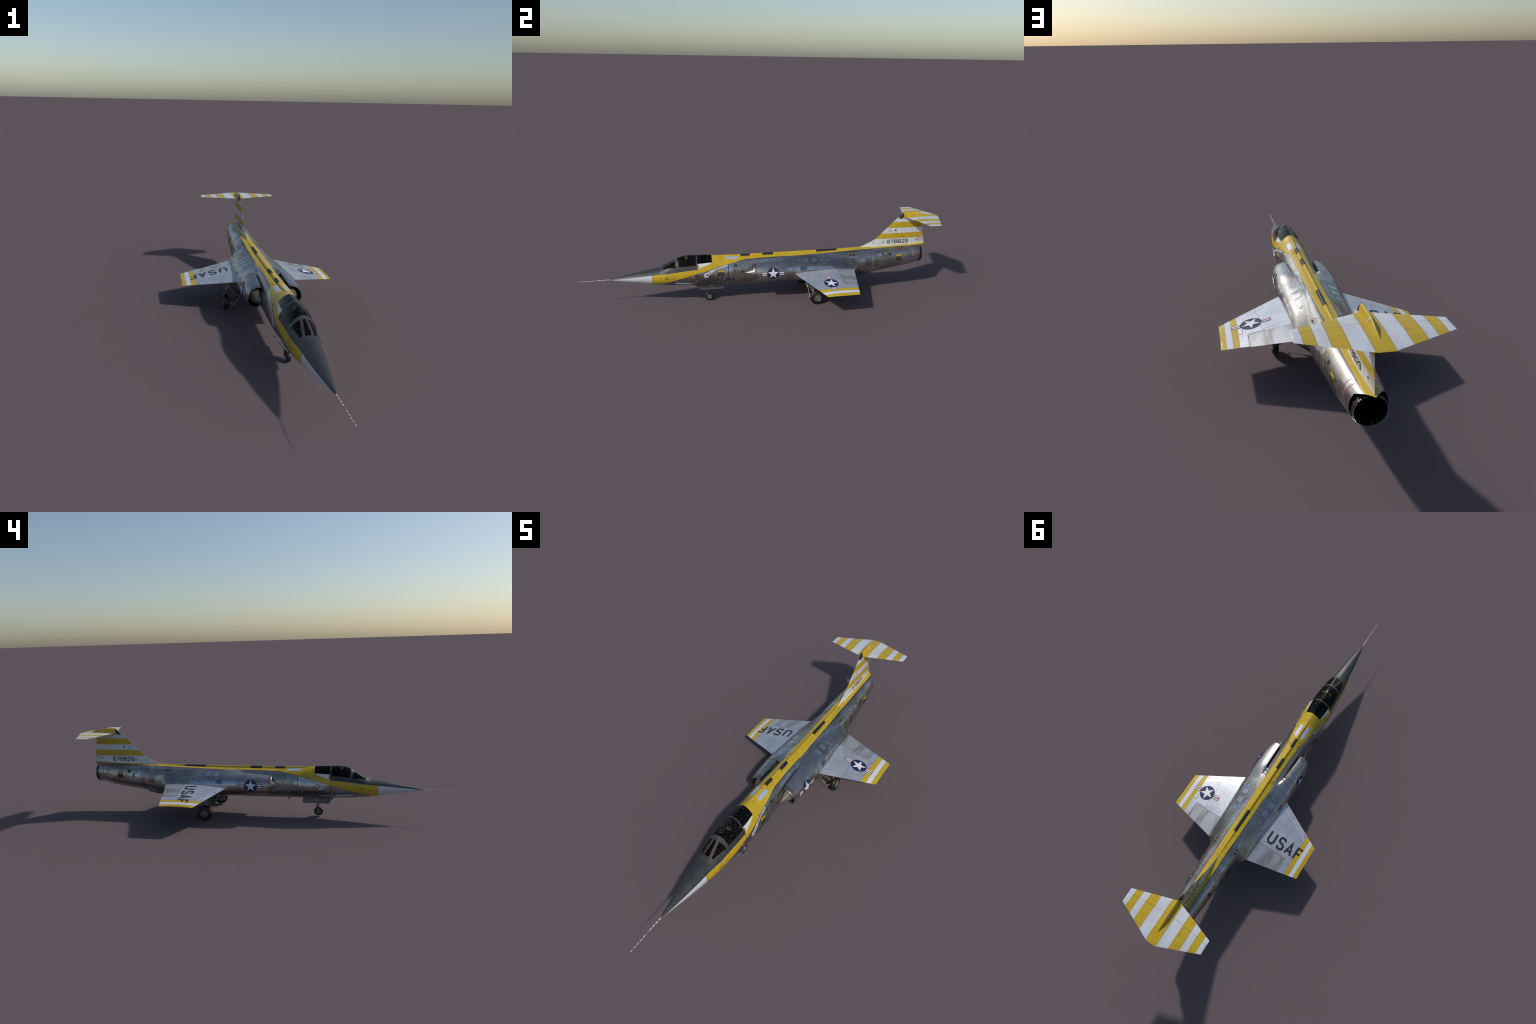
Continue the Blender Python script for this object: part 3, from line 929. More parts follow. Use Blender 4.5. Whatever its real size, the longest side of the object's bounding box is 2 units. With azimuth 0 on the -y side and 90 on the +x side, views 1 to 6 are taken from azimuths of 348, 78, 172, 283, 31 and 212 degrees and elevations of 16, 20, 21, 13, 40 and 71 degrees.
# ------------------------------------------------------------------ jet pipe, gear, probe
NOZ = Vector((0, .912, .2068))
def build_nozzle(M, parent):
    R1, R0 = .0462, .0492
    prof_out = [(.80, .0520), (.84, .0500), (.865, .0490)]
    core = revolve_y([(.80, .047), (.835, .0468), (.885, .0420), (.888, .0405), (.80, .038), (.70, .034)], 48, NOZ.z)
    ob = obj_from("exhaust_nozzle", core[0], core[1], M['soot'], parent, True, 40)
    # back wall of the tail pipe
    v, f = loft([[(.0345*cos(2*pi*i/40), .705, NOZ.z + .0345*sin(2*pi*i/40)) for i in range(40)]], True, True)
    obj_from("tail_pipe", v, [tuple(range(40))], M['black'], ob)
    n = 18
    a = pi/n*.94
    parts = []
    st = [(-.062, .0500), (-.035, .0492), (-.012, .0475), (0.0, .0462)]
    rows_o = [[(r*sin(t), y, r*cos(t)) for t in np.linspace(-a, a, 5)] for y, r in st]
    rows_i = [[((r - .0022)*sin(t), y, (r - .0022)*cos(t)) for t in np.linspace(-a, a, 5)] for y, r in st]
    V, F = [], []
    for r in rows_o + rows_i: V += r
    k = 5; h = len(st)
    for i in range(h-1):
        for j in range(4):
            F.append((i*k+j, i*k+j+1, (i+1)*k+j+1, (i+1)*k+j))
            F.append((h*k+i*k+j, h*k+(i+1)*k+j, h*k+(i+1)*k+j+1, h*k+i*k+j+1))
    for j in range(4):
        F.append((j, h*k+j, h*k+j+1, j+1)); e = (h-1)*k
        F.append((e+j, e+j+1, h*k+e+j+1, h*k+e+j))
    for i in range(h-1):
        F.append((i*k, (i+1)*k, h*k+(i+1)*k, h*k+i*k)); F.append((i*k+4, h*k+i*k+4, h*k+(i+1)*k+4, (i+1)*k+4))
    parts.append((V, F))
    # rib along the middle and two small end lugs
    parts.append(box((0, -.030, .0496), (.0016, .05, .0016)))
    petal = obj_from("nozzle_petal", *merge(parts), M['noz'], ob, True, 30)
    petal.location = NOZ
    lug = obj_from("nozzle_lug", *merge([box((s*.0032, .0012, .0456), (.0018, .0036, .0032)) for s in (1, -1)]), M['steel'], ob, False)
    lug.location = NOZ
    for i in range(1, n):
        copy_of(petal, "nozzle_petal", ob, rot=(0, 2*pi*i/n, 0)); copy_of(lug, "nozzle_lug", ob, rot=(0, 2*pi*i/n, 0))
    return ob

def wheel_meshes(R, W, rr, M, spokes=10):
    """tyre and rim meshes about the x axis; +x is the outer face"""
    h = W/2
    ty = [(-h*.80, rr), (-h*.95, rr + .10*(R-rr)), (-h, rr + .45*(R-rr)), (-h*.88, rr + .78*(R-rr)), (-h*.55, R - .02*(R-rr)), (-h*.28, R), (-h*.24, R - .0006), (-h*.2, R), (0, R),
          (h*.2, R), (h*.24, R - .0006), (h*.28, R), (h*.55, R - .02*(R-rr)), (h*.88, rr + .78*(R-rr)), (h, rr + .45*(R-rr)), (h*.95, rr + .10*(R-rr)), (h*.80, rr), (-h*.80, rr)]
    v, f = revolve_x(ty, 56)
    tyre = (v, f)
    rim = [revolve_x([(-h*.70, .0001), (-h*.72, rr*.55), (-h*.78, rr*1.01), (h*.80, rr*1.01), (h*.86, rr*.93), (h*.70, rr*.86), (h*.50, rr*.80), (h*.48, rr*.40), (h*.80, rr*.30), (h*.86, rr*.18), (h*.86, .0001)], 48)]
    for i in range(spokes):
        t = 2*pi*i/spokes
        rim.append(box((h*.56, rr*.60*cos(t), rr*.60*sin(t)), (h*.36, rr*.13, rr*.56), Matrix.Rotation(t - pi/2, 3, 'X')))
    return tyre, merge(rim)

def curved_plate(pts, y0, y1, th, ny=4):
    """plate swept along y from a section polyline (x, z)"""
    n = len(pts); P = [Vector((a, 0, b)) for a, b in pts]; N = []
    for i in range(n):
        d = (P[min(i+1, n-1)] - P[max(i-1, 0)]).normalized(); N.append(Vector((-d.z, 0, d.x)))
    rings = []
    for i in range(n):
        y0i, y1i = (y0[i], y1[i]) if hasattr(y0, '__len__') else (y0, y1)
        o = P[i] + N[i]*th/2; q = P[i] - N[i]*th/2
        rings.append([(o.x, y0i, o.z), (o.x, y1i, o.z), (q.x, y1i, q.z), (q.x, y0i, q.z)])
    return loft(rings, True, True, True)

def build_main_gear(side, M, parent, shared):
    s = side
    g = lambda x, y, z: (s*x, y, z)
    # trailing leg from the belly bay to the axle, with its torque links, drag strut and retraction jack
    parts = [tube(g(.060, .222, .102), g(.100, .232, .077), .0095, .0088), tube(g(.100, .232, .077), g(.134, .2495, .050), .0082, .0072),
             tube(g(.131, .2535, .0400), g(.146, .2535, .0385), .0062, .006), tube(g(.134, .2495, .050), g(.136, .2535, .036), .0062, .0070),
             tube(g(.072, .214, .098), g(.090, .219, .074), .0085, .0075), tube(g(.090, .219, .074), g(.097, .220, .062), .0050, .0040),
             tube(g(.086, .236, .092), g(.110, .238, .079), .0034, .0030), tube(g(.110, .238, .079), g(.131, .246, .064), .0024, .0022)]
    leg = obj_from("main_gear_leg", *merge(parts), M['gear'], parent, True, 40)
    obj_from("brake_rod", *merge([tube(g(.094, .2205, .064), g(.1245, .2205, .0315), .0012), tube(g(.1245, .2205, .0315), g(.136, .232, .040), .0016, .0020), tube(g(.123, .2205, .033), g(.1255, .2205, .030), .0022)]), M['gear_light'], leg, True, 40)
    obj_from("drag_strut", *merge([tube(g(.103, .2205, .094), g(.119, .2225, .118), .0030, .0026), tube(g(.103, .2205, .094), g(.089, .224, .083), .0030, .0034), tube(g(.104, .2195, .093), g(.122, .226, .077), .0014),
                                    tube(g(.112, .221, .104), g(.126, .224, .122), .0018), tube(g(.100, .217, .094), g(.106, .224, .094), .0038)]), M['gear_dark'], leg, True, 40)
    # curved gear door arching from the hull over the wheel
    pts = [(.086, .141), (.100, .1385), (.114, .1345), (.128, .1285), (.140, .1215), (.149, .1130), (.1545, .1035), (.1555, .0965), (.1540, .0890)]
    y0 = [.196, .198, .200, .203, .207, .211, .213, .216, .221]; y1 = [.262, .262, .261, .259, .256, .252, .249, .246, .241]
    v, f = curved_plate([(a*s, b) for a, b in pts], y0, y1, .0065)
    obj_from("main_gear_door", v, f, M['door'], leg, True, 40)
    obj_from("door_link", *merge([tube(g(.150, .232, .0905), g(.140, .242, .062), .0020), tube(g(.146, .226, .102), g(.128, .234, .080), .0016)]), M['gear'], leg, True, 40)
    ty = bpy.data.objects.new("tyre", shared[0]); rm = bpy.data.objects.new("rim", shared[1])
    for o in (ty, rm):
        COLL.objects.link(o); o.parent = leg; o.location = (s*.1532, .2535, .0385); o.scale = (1, 1, 1)
        o.rotation_euler = (0, 0, 0 if s > 0 else pi)
    return leg

def build_nose_gear(M, parent):
    c = (0, -.3212, .0240)
    parts = [tube((0, -.3165, .1010), (0, -.3180, .0740), .0062, .0052), tube((0, -.3180, .0740), (0, -.3195, .0560), .0040, .0034), tube((0, -.3185, .0800), (0, -.3188, .0715), .0085, .0046),
             tube((-.0125, -.3205, .0535), (.0125, -.3205, .0535), .0028), tube((0, -.3195, .060), (0, -.3205, .0535), .0040, .0034)]
    parts += [tube((-.0125, -.3190, .0600), (-.0135, -.3205, .0500), .0042, .0046), tube((-.0135, -.3205, .0500), (-.0138, -.3212, .0240), .0042, .0038), tube((-.0060, -.3212, .0240), (-.0160, -.3212, .0240), .0046),
              tube((0, -.3195, .0600), (-.0135, -.3195, .0560), .0042, .0042)]
    parts += [tube((0, -.3180, .086), (0, -.352, .100), .0024), tube((-.012, -.312, .064), (-.013, -.3180, .038), .0020)]
    leg = obj_from("nose_gear_leg", *merge(parts), M['gear'], parent, True, 40)
    obj_from("landing_light", *tube((-.009, -.3250, .078), (-.009, -.3320, .078), .0052, .0058), M['chrome'], leg, True, 40)
    t, r = wheel_meshes(.0236, .0150, .0135, M, 8)
    ty = obj_from("tyre", *t, M['tyre'], leg, True, 50); rm = obj_from("rim", *r, M['rim'], leg, True, 40)
    ty.location = rm.location = c
    for s in (1, -1):
        # side door: long plate with a slanted leading edge
        out = [(-.2410, .1010), (-.4010, .1010), (-.3815, .0800), (-.3800, .0705), (-.2412, .0700)]
        V = [(s*(.0125 + dx + (.1065 - z)*.05), y, z) for dx in (0, .0022) for y, z in out]
        F = [(0, 1, 2, 3, 4), (9, 8, 7, 6, 5)] + [(i, i+5, (i+1) % 5 + 5, (i+1) % 5) for i in range(5)]
        d = obj_from("nose_gear_door", V, F, M['door'], leg, False)
        V2, F2 = box((s*(.0125 + .0023 + .0012), -.3080, .0880), (.0018, .019, .013))
        obj_from("door_plate", V2, F2, M['plate'], leg, False)
    return leg

def build_probe(M, parent):
    v, f = revolve_y([(-1.0, .0001), (-.9995, .0011), (-.917, .0013), (-.9165, .0016), (-.845, .0021), (-.836, .0026), (-.830, .0028)], 16, 0)
    v = [(a, b, c + .1546 + (b + 1)*.0098) for a, b, c in v]
    ob = obj_from("nose_probe", v, f, M['probe'], parent, True, 40)
    z = .1546 + .085*.0098
    v, f = revolve_y([(-.919, .0013), (-.9185, .0027), (-.9125, .0027), (-.912, .0016)], 16, z)
    obj_from("probe_collar", v, f, M['steel'], ob, True, 30)
    obj_from("probe_collar", *merge([tube((0, -.9155, z - .0045), (0, -.9155, z + .0045), .0009), tube((0, -.9165, z + .0042), (0, -.9125, z + .0042), .0010)]), M['steel'], ob, True, 30)
    return ob
# ------------------------------------------------------------------ assembly
M = {
 'skin': mat_fuselage(), 'duct': mat_duct(), 'wing': mat_wing(), 'fin': mat_fin(), 'tail': mat_tailplane(), 'yellow': mat_yellow(),
 'glass': mat_glass(), 'probe': mat_probe(), 'tyre': mat_tyre(), 'noz': mat_nozzle(),
 'black': mat_paint("black_lining", (.006, .006, .006), .8), 'soot': mat_paint("sooty_metal", (.012, .011, .010), .55, .4),
 'dielectric': mat_paint("dark_dielectric", (.012, .014, .019), .5), 'grey': mat_paint("frame_grey", (.050, .053, .058), .32),
 'cone': mat_paint("cone_grey_brown", (.27, .235, .195), .32, .55), 'seal': mat_paint("seal_bronze", (.19, .105, .05), .45, .2),
 'light': mat_paint("pale_slot", (.60, .60, .62), .5), 'steel': mat_paint("worn_steel", (.42, .43, .45), .30, .85),
 'gear': mat_paint("gear_metal", (.14, .135, .115), .42, .55), 'gear_light': mat_paint("gear_rod", (.42, .38, .30), .35, .6), 'gear_dark': mat_paint("gear_dark", (.055, .05, .04), .5, .4),
 'door': mat_paint("door_grey_green", (.17, .165, .155), .45, .45), 'plate': mat_paint("pale_plate", (.30, .30, .30), .45, .3),
 'rim': mat_paint("rim_grey", (.20, .185, .17), .45, .25), 'chrome': mat_paint("lamp_chrome", (.7, .7, .7), .1, 1.0),
 'blue': mat_paint("insignia_blue", (.018, .020, .075), .4, 0, .15), 'white': mat_paint("insignia_white", (.74, .75, .78), .4, 0, .12), 'red': mat_paint("insignia_red", (.38, .055, .045), .4, 0, .15),
 'ink': mat_paint("stencil_black", (.020, .024, .030), .45, 0, .2), 'ink_worn': mat_paint("stencil_black_worn", (.040, .036, .034), .5, .2, .5), 'inkgrey': mat_paint("faded_outline", (.12, .115, .10), .5, .1),
 'tan': mat_paint("outline_tan", (.17, .155, .075), .5, .2), 'olive': mat_paint("vent_olive", (.035, .037, .022), .5, .1), 'brown': mat_paint("vent_brown", (.060, .040, .018), .5, .1),
 'amber': mat_paint("vent_amber", (.50, .33, .03), .42), 'redmark': mat_paint("red_mark", (.45, .06, .055), .45), 'pink': mat_paint("pink_mark", (.42, .20, .22), .5, .1),
 'silver': mat_paint("panel_silver", (.58, .62, .70), .34, .35, .1), 'bluegrey': mat_paint("vent_cover_metal", (.50, .515, .53), .30, .9, .25),
 'deckring': mat_paint("brown_outline", (.20, .11, .03), .5), 'pale': mat_paint("pale_ribbon", (.58, .60, .63), .4, .1, .3),
 'cyan': mat_paint("patch_blue", (.03, .06, .20), .4), 'gold': mat_paint("patch_yellow", (.52, .42, .07), .4), 'rose': mat_paint("patch_rose", (.55, .25, .27), .4),
 'wire': mat_paint("cord_grey", (.075, .08, .08), .5), 'goldring': mat_paint("ring_yellow", (.33, .27, .02), .5), 'darkpanel': mat_paint("tinted_metal", (.24, .25, .27), .33, .9, .3),
 'tinted': mat_paint("pale_metal", (.55, .58, .62), .30, .9, .3), 'pinkline': mat_paint("walkway_red", (.42, .10, .11), .5),
}
root = empty("jet_fighter")
root["label"] = "silver and yellow single-engine jet fighter with stubby wings and a T-tail, gear down"
root["category"] = "jet aircraft"

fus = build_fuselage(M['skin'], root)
build_spine(M['yellow'], M['dielectric'], root)
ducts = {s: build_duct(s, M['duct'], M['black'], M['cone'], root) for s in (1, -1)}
wings = {s: build_wing(s, M['wing'], root) for s in (1, -1)}
fin = build_fin(M['fin'], root)
tail = build_tailplane(M['tail'], root)
build_bullet(M['yellow'], M['dielectric'], M['light'], root)
can = build_canopy(root, M)
build_nozzle(M, root)
build_probe(M, root)
build_nose_gear(M, root)
t, r = wheel_meshes(.0385, .0240, .0200, M, 12)
_t = obj_from("tyre", *t, M['tyre'], None, True, 50); _r = obj_from("rim", *r, M['rim'], None, True, 40)
shared = (_t.data, _r.data)
for o in (_t, _r): bpy.data.objects.remove(o)
for s in (1, -1): build_main_gear(s, M, root, shared)

# belly keel fairing with a blunt rear end
rings = []
for y in np.linspace(.30, .612, 30):
    k = min(1, (y - .30)/.10); zb = F_ZB(y) + .012; d = (.0175*k + .003)
    w = .030*k + .004
    rings.append([(w*cos(a), y, zb - d*abs(sin(a))**.7) for a in np.linspace(0, pi, 17)])
v, f = loft(rings, False); n = 17; f.append(tuple(range((len(rings)-1)*n, len(rings)*n)))
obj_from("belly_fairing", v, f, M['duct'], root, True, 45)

# wing root fillets behind the trailing edge, cheek tubes, angle vanes
for s in (1, -1):
    v, f = revolve_y([(-.5035, .0001), (-.5030, .0036), (-.498, .0046), (-.44, .0052), (-.420, .0048), (-.410, .0008)], 14, 0)
    v = [(s*(.0510 + (b + .5035)*.07) + a*.8, b, c + .1318 - (b + .5035)*.055) for a, b, c in v]
    obj_from("gun_tube", v, f, M['steel'], fus, True, 40)
    obj_from("angle_vane", *merge([tube((s*.0595, -.3955, .1440), (s*.0740, -.3970, .1405), .0011), box((s*.0752, -.3975, .1400), (.0012, .0095, .0060))]), M['steel'], fus, True, 30)
obj_from("blade_aerial", *merge([box((-.012, -.1680, .0920), (.0012, .0050, .0120)), box((-.012, -.1690, .0865), (.0012, .0095, .0014))]), M['gear_dark'], fus, False)
obj_from("blade_aerial", *merge([box((.010, .045, .0925), (.0015, .016, .0070))]), M['steel'], fus, False)

# ------------------------------------------------------------------ markings
hull = bvh_of(fus, ducts[1], ducts[-1])
def side_decal(name, s, parent, res=.005):
    """u runs to the viewer's right, v up; u is flipped on the right-hand side of the aircraft"""
    return Decal(name, hull, (0, 0, 0), (0, s, 0), (0, 0, 1), (s, 0, 0), parent, res)
def top_decal(name, s, parent, bvh, res=.006):
    return Decal(name, bvh, (0, 0, 0), (s, 0, 0), (0, 1, 0), (0, 0, 1), parent, res)

for s in (1, -1):
    U = lambda y: s*y                                     # y coordinate -> frame u
    R = lambda y0, y1, z0, z1: rect(min(U(y0), U(y1)), max(U(y0), U(y1)), z0, z1)
    FR = lambda y0, y1, z0, z1, w, r: frame(min(U(y0), U(y1)), max(U(y0), U(y1)), z0, z1, w, r)
    d = side_decal("national_insignia", s, ducts[s])
    insignia(d, U(.0128), .1797, .0332, .0628, .0104, M['blue'], M['white'], M['red'])
    d.done()
    d = side_decal("hull_lettering", s, fus)
    x0 = -.3612 if s > 0 else .1865
    word(d, "U.S. AIR FORCE", x0, .1312, .0115, .0185, .01545, .0031, M['ink_worn'])
    d.done()
    # squadron ribbon: pale tapering band below the yellow, ending in a round patch
    d = side_decal("ribbon_badge", s, fus)
    d.add([[(U(-.3445), .1830), (U(-.3300), .1675), (U(-.2980), .1945), (U(-.2240), .2140), (U(-.2235), .2205), (U(-.2715), .2095), (U(-.3090), .2005)][::(1 if s > 0 else -1)]], M['pale'])
    d.add([disc(U(-.3410), .1715, .0140, 32)], M['pale'])
    d.add([disc(U(-.3405), .1712, .0102, 32)], M['rose'])
    d.add([disc(U(-.3395), .1722, .0076, 32)], M['white'])
    d.add([disc(U(-.3365), .1740, .0048, 20)], M['cyan'])
    d.add([[(U(-.3330), .1745), (U(-.3290), .1790), (U(-.3225), .1880), (U(-.3170), .1900), (U(-.3200), .1830), (U(-.3290), .1745)][::(1 if s > 0 else -1)]], M['cyan'])
    d.add([disc(U(-.3262), .1815, .0040, 16)], M['gold'])
    for k in range(6):
        y = -.305 + .012*k; z = .1985 + .0034*k
        d.add([R(y, y + .0055, z, z + .0026)], M['inkgrey'], 7)
    d.done()
    # stencilled hatches, vents and service marks on the flank
    d = side_decal("hatch_marking", s, fus)
    if s > 0:
        d.add([R(-.2795, -.2460, .1655, .1965)], M['olive'], 1); d.add([R(-.2785, -.2470, .1850, .1955)], M['amber'], 2)
        d.add([R(-.2765, -.2480, .1675, .1765)], M['brown'], 2)
        d.add([R(-.1890, -.1735, .2080, .2200)], M['olive'], 1); d.add([R(-.1520, -.1362, .1755, .1868)], M['olive'], 1)
        d.add([R(-.1862, -.1765, .2110, .2170)], M['black'], 2); d.add([R(-.1495, -.1385, .1785, .1840)], M['brown'], 2)
        d.add([R(-.1195, -.1020, .1905, .2030)], M['inkgrey'], 1); d.add([R(-.1180, -.1035, .1955, .1985)], M['tan'], 2)
        d.add([disc(U(-.2915), .1752, .0052, 20)], M['redmark'], 1)
        d.add([disc(U(-.3110), .1750, .0046, 20)], M['tan'], 1)
        for k in range(3): d.add([R(-.2795 - .004 + .001*k, -.2785 - .004 + .001*k, .166, .195)], M['inkgrey'], 1 + k)
    else:
        d.add(FR(-.2040, -.1905, .1700, .2000, .0016, .004), M['inkgrey'], 1)
        d.add([R(-.2690, -.2420, .1500, .1560)], M['plate'], 1)
    d.add(FR(-.1985, -.1755, .1710, .2055, .0024, .005), M['tan'], 3)
    d.add([R(-.1915, -.1825, .1775, .1985)], M['darkpanel'], 1)
    d.add(ring(U(-.1445), .2130, .0116, .0024, 30), M['tan'], 3)
    d.add([disc(U(-.1445), .2130, .0052, 20)], M['bluegrey'], 2)
    d.add([R(-.1440, -.1425, .190, .202)], M['tan'], 2)
    d.add([R(-.1735, -.1560, .2125, .2135)], M['inkgrey'], 4)
    d.add([disc(U(-.2120), .1700, .0050, 18)], M['redmark'], 1)
    d.add([R(-.1690, -.1655, .113, .140)], M['redmark'], 1); d.add([R(-.1632, -.1612, .116, .138)], M['amber'], 1)
    d.add([disc(U(-.2455), .1435, .0058, 20)], M['plate'], 6)
    d.add([disc(U(-.4085), .1662, .0056, 16)], M['pink'], 1); d.add([disc(U(-.4150), .1690, .0030, 12)], M['pink'], 2)
    d.add([disc(U(-.3900), .1440, .0048, 16)], M['pinkline'], 5); d.add([disc(U(-.3850), .1330, .0030, 12)], M['tan'], 5); d.add([R(-.397, -.381, .1455, .1475)], M['redmark'], 6)
    d.add([R(-.386, -.379, .117, .119)], M['plate'], 2); d.add([R(-.3580, -.3480, .114, .1165)], M['plate'], 2)
    d.add([[(U(-.1355), .1245), (U(-.1385), .1150), (U(-.1320), .1150)]], M['plate'], 2)
    # outlined stencil box on the yellow cheek
    d.add(stroke([(U(a), b) for a, b in ((-.5555, .1670), (-.5555, .1570), (-.5370, .1580), (-.5140, .1575), (-.5010, .1655), (-.5150, .1725), (-.5230, .1690), (-.5370, .1675))], .0012, True), M['deckring'], 3)
    d.add(FR(-.5535, -.5400, .1585, .1655, .0010, .001), M['deckring'], 5)
    d.add(stroke([(U(-.523), .1835), (U(-.5165), .178), (U(-.511), .1845)], .0013), M['deckring'], 2)
    # yellow quarter disc at the front of the white sill patch
    arc = [(U(-.3870), .2100), (U(-.3870), .2305)] + [(U(-.3870 + .0105*cos(a)), .2203 + .0102*sin(a)) for a in np.linspace(pi/2, -pi/2, 12)][1:-1]
    d.add([arc[::(1 if s > 0 else -1)]], M['amber'], 1)
    # small blade on the yellow
    d.add([[(U(-.2850), .2190), (U(-.2800), .2195), (U(-.2700), .2100), (U(-.2740), .2105)][::(1 if s > 0 else -1)]], M['inkgrey'], 6)
    d.done("stuff")

    d = side_decal("tail_marking", s, fus)
    d.add([disc(U(.6792), .2362, .0042, 18)], M['amber'], 1)
    d.add([R(.6970, .7125, .2215, .2335)], M['olive'], 1); d.add([R(.6990, .7105, .2245, .2310)], M['black'], 2)
    d.add([R(.6715, .6830, .1965, .2190)], M['tan'], 1); d.add([R(.6730, .6820, .2130, .2180)], M['olive'], 2)
    d.add([R(.7405, .7735, .1905, .2262)], M['olive'], 1); d.add([R(.7420, .7720, .2140, .2245)], M['amber'], 2); d.add([R(.7440, .7700, .1940, .2060)], M['brown'], 2)
    d.add([R(.7815, .7985, .2195, .2225)], M['black'], 1); d.add([R(.7815, .7985, .1905, .1932)], M['black'], 1)
    d.add(stroke([(U(.8380), .2595), (U(.8380), .2130), (U(.8620), .2130), (U(.8620), .2600)], .0020), M['pinkline'], 1); d.add([disc(U(.8497), .2315, .0042, 16)], M['redmark'], 1)
    d.add([R(.8445, .8550, .215, .2575)], M['tinted'], 0)
    d.add([disc(U(.5394), .2184, .0045, 16)], M['redmark'], 1)
    d.add([R(.635, .655, .222, .236)], M['tinted'], 1); d.add([R(.628, .645, .240, .247)], M['darkpanel'], 1)
    d.add([R(.5520, .6290, .2195, .2202)], M['plate'], 1)
    d.add([R(.5520, .5900, .170, .2185)], M['darkpanel'], 0); d.add([R(.613, .630, .160, .215)], M['darkpanel'], 0)
    # cooling air outlets with an ochre border
    d.add(FR(.4545, .5155, .2215, .2435, .0022, .006), M['tan'], 1)
    d.add([R(.4630, .4725, .2310, .2378)], M['black'], 1); d.add([R(.4830, .4920, .2308, .2378)], M['black'], 1)
    d.add([R(.458, .512, .2240, .2300)], M['tinted'], 0)
    d.add(stroke([(U(.436), .2020), (U(.462), .1985), (U(.500), .1960)], .0022), M['tan'], 1)
    d.add(stroke([(U(.505), .1880), (U(.522), .1785)], .0018), M['tan'], 3)
    d.done("stuff")

    # access covers along the shoulder, projected from above and outside
    nrm = Vector((s*.55, 0, .83)).normalized(); vv = Vector((-s*.83, 0, .55)).normalized()
    d = Decal("shoulder_panel", hull, (s*.072, 0, .224), (0, s, 0), vv, nrm, ducts[s], .005)
    def cover(y0, y1, a, b):
        d.add(FR(y0 - .0022, y1 + .0022, a - .0022, b + .0022, .0016, .003), M['darkpanel'], 2)
        d.add([R(y0, y1, a, b)], M['bluegrey'], 1)
    cover(.1660, .1755, -.0105, .0145); cover(.1900, .2195, -.0150, .0175); cover(.2365, .2670, -.0145, .0165); cover(.2850, .3085, -.0125, .0080)
    d.add(ring(U(.334), -.0005, .0085, .0018, 24), M['tan'], 2); d.add([disc(U(.334), -.0005, .0048, 16)], M['bluegrey'], 2)
    d.done("stuff")
    d = side_decal("flank_panel", s, ducts[s])
    for y0, y1, z0, z1, m in ((.096, .128, .190, .207, 'tinted'), (.131, .162, .188, .206, 'tinted'), (.165, .200, .187, .206, 'darkpanel'), (.203, .246, .187, .204, 'tinted'), (.249, .286, .186, .202, 'tinted'), (.289, .342, .186, .198, 'tinted')):
        d.add([R(y0, y1, z0, z1)], M[m], 0)
    d.done("stuff")

    # fin number and service marks (same side of the fin)
    fb = bvh_of(fin)
    d = Decal("fin_number", fb, (0, 0, 0), (0, s, 0), (0, 0, 1), (s, 0, 0), fin, .03)
    word(d, "678829", U(.7055) if s > 0 else -.8215, .2735, .0180, .0232, .02185, .0036, M['ink'])
    d.done()
    d = Decal("fin_marking", fb, (0, 0, 0), (0, s, 0), (0, 0, 1), (s, 0, 0), fin, .03)
    d.add(ring(U(.7197), .3503, .0078, .0017, 24), M['inkgrey'], 1); d.add([R(.7190, .7202, .3395, .3430)], M['inkgrey'], 3)
    d.add(star(U(.7522), .3515, .0075), M['ink'], 1); d.add([disc(U(.7522), .3515, .0042, 16)], M['ink'], 2)
    d.add(ring(U(.6815), .2860, .0072, .0016, 24), M['inkgrey'], 1); d.add([R(.6790, .6800, .2720, .2795)], M['inkgrey'], 3)
    d.add(stroke([(U(.6185), .2715), (U(.6185), .2830), (U(.6215), .2870), (U(.6265), .2870), (U(.6300), .2830), (U(.6300), .2715)], .0012), M['inkgrey'], 2)
    d.add([disc(U(.8865), .2894, .0040, 14)], M['inkgrey'], 1)
    d.add(stroke([(U(.785), .3070), (U(.785), .320), (U(.806), .320), (U(.806), .3070)], .0008), M['deckring'], 1)
    d.done("stuff")

    # wing upper side
    wb = bvh_of(wings[s])
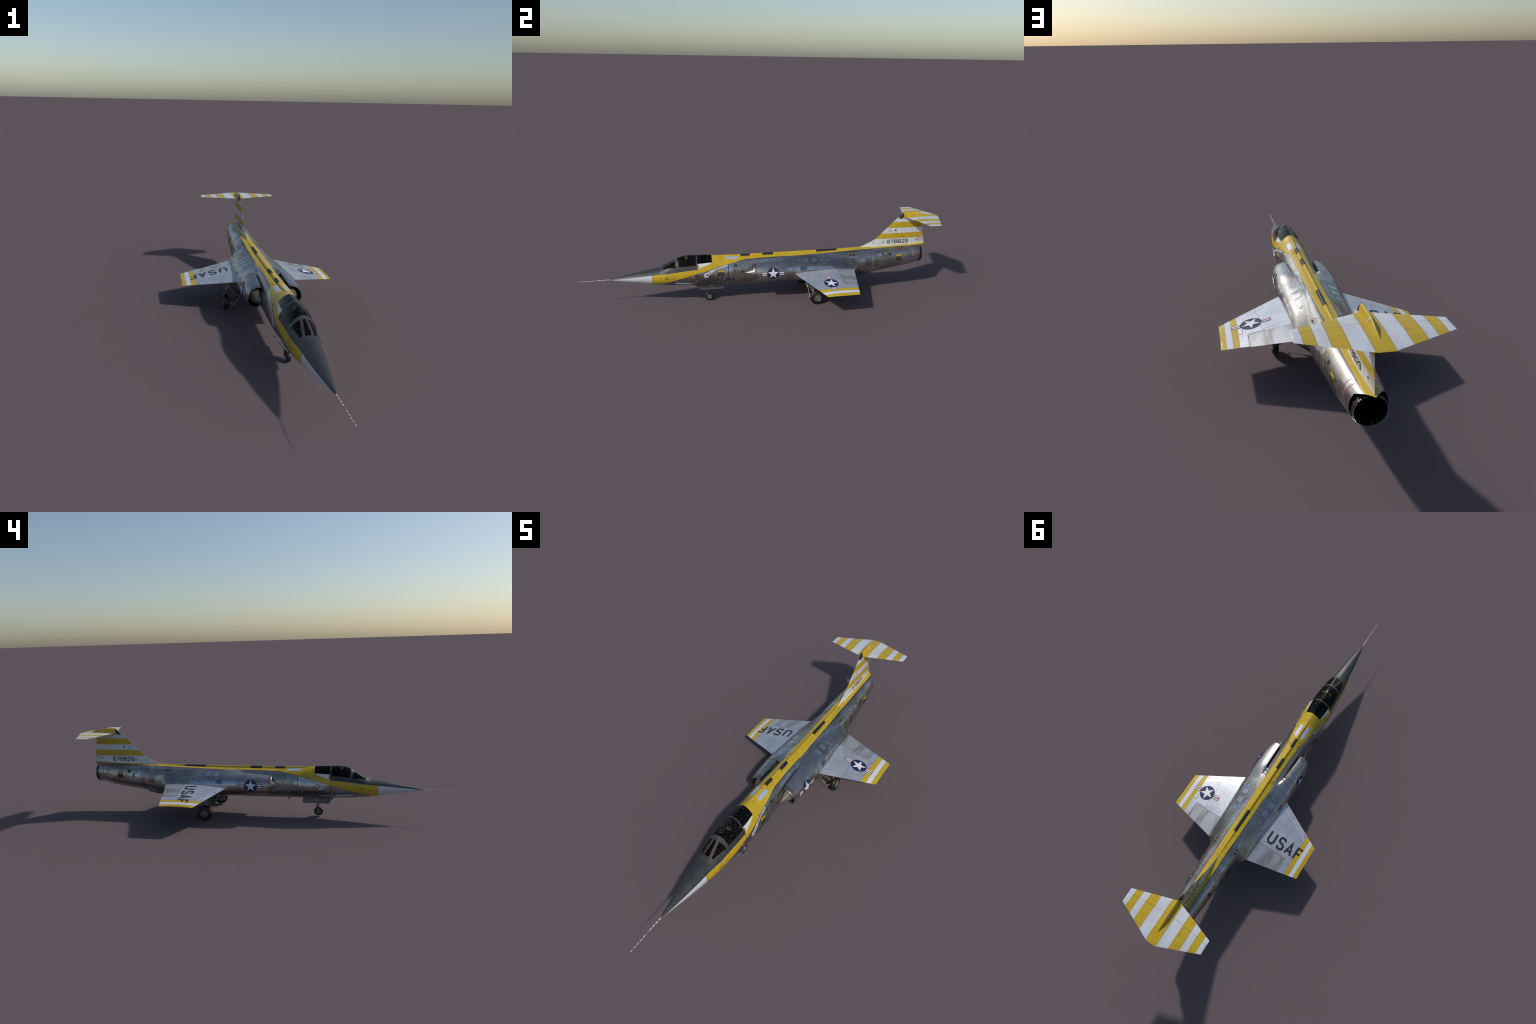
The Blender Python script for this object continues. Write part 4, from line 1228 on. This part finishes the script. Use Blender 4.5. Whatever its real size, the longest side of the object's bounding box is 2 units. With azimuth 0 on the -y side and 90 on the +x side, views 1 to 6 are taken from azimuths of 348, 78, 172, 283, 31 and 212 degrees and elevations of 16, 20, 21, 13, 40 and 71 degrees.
    if s > 0:
        d = Decal("national_insignia", wb, (0, 0, 0), (1, 0, 0), (0, 1, 0), (0, 0, 1), wings[s], .012)
        insignia(d, .2427, .3000, .0378, .0703, .0115, M['blue'], M['white'], M['red'], pi/2)
        d.done()
    else:
        # reads from the trailing edge: tops of the letters point forward
        d = Decal("wing_lettering", wb, (0, 0, 0), (-1, 0, 0), (0, -1, 0), (0, 0, 1), wings[s], .012)
        for c, x, w in (("U", .1366, .0393), ("S", .1880, .0374), ("A", .2337, .0392), ("F", .2819, .0366)):
            word(d, c, x, -.3524, w, .0648, .03, .0098, M['ink'])
        d.done()
    d = top_decal("wing_marking", s, wings[s], wb, .012)
    rl = M['pinkline']
    d.add(stroke([(.2588, .3665), (.2027, .3655), (.2029, .3560)], .0018), rl, 1)
    d.add(stroke([(.2908, .3540), (.2765, .3555), (.2758, .3210), (.2330, .3250)] if s < 0 else [(.2908, .3540), (.2765, .3555), (.2758, .3260)], .0016), rl, 1)
    d.add([rect(.1868, .1896, .1790, .1892)], M['redmark'], 2); d.add([rect(.2808, .2838, .2215, .2320)], M['redmark'], 2)
    d.add([rect(.1873, .1890, .1815, .1865)], M['ink'], 3)
    d.done("stuff")

# crown of the hull
hb = bvh_of(fus)
d = Decal("deck_marking", hb, (0, 0, 0), (1, 0, 0), (0, 1, 0), (0, 0, 1), fus, .005)
for s in (1, -1):
    a, b = sorted((s*.0092, s*.0282)); d.add([[(s*.0092, -.2310), (s*.0272, -.2310), (s*.0282, -.1630), (s*.0100, -.1610)]], M['silver'], 1)
d.add(ring(.0187, -.1178, .0090, .0014, 28, .8), M['deckring'], 1); d.add(ring(-.0214, -.1425, .0062, .0013, 24), M['deckring'], 1); d.add(ring(-.0265, -.1185, .0082, .0014, 24), M['deckring'], 1); d.add(ring(-.0202, .1048, .0060, .0010, 24), M['deckring'], 1)
d.done("stuff")
cb = bvh_of(can)
d = Decal("canopy_marking", cb, (0, 0, 0), (1, 0, 0), (0, 1, 0), (0, 0, 1), can, .004)
for s in (1, -1):
    d.add(ring(s*.0172, -.4405, .0062, .0011, 28), M['goldring'], 1)
    z = []
    for k in range(28):
        q = k/27; z.append((s*(.0064 + .0029*(1 if (k//2) % 2 else -1)), -.4770 + .078*q))
    d.add(stroke(z, .0007), M['wire'], 1)
d.add([rect(-.0004, .0004, -.486, -.397)], M['wire'], 1)
d.done("stuff")
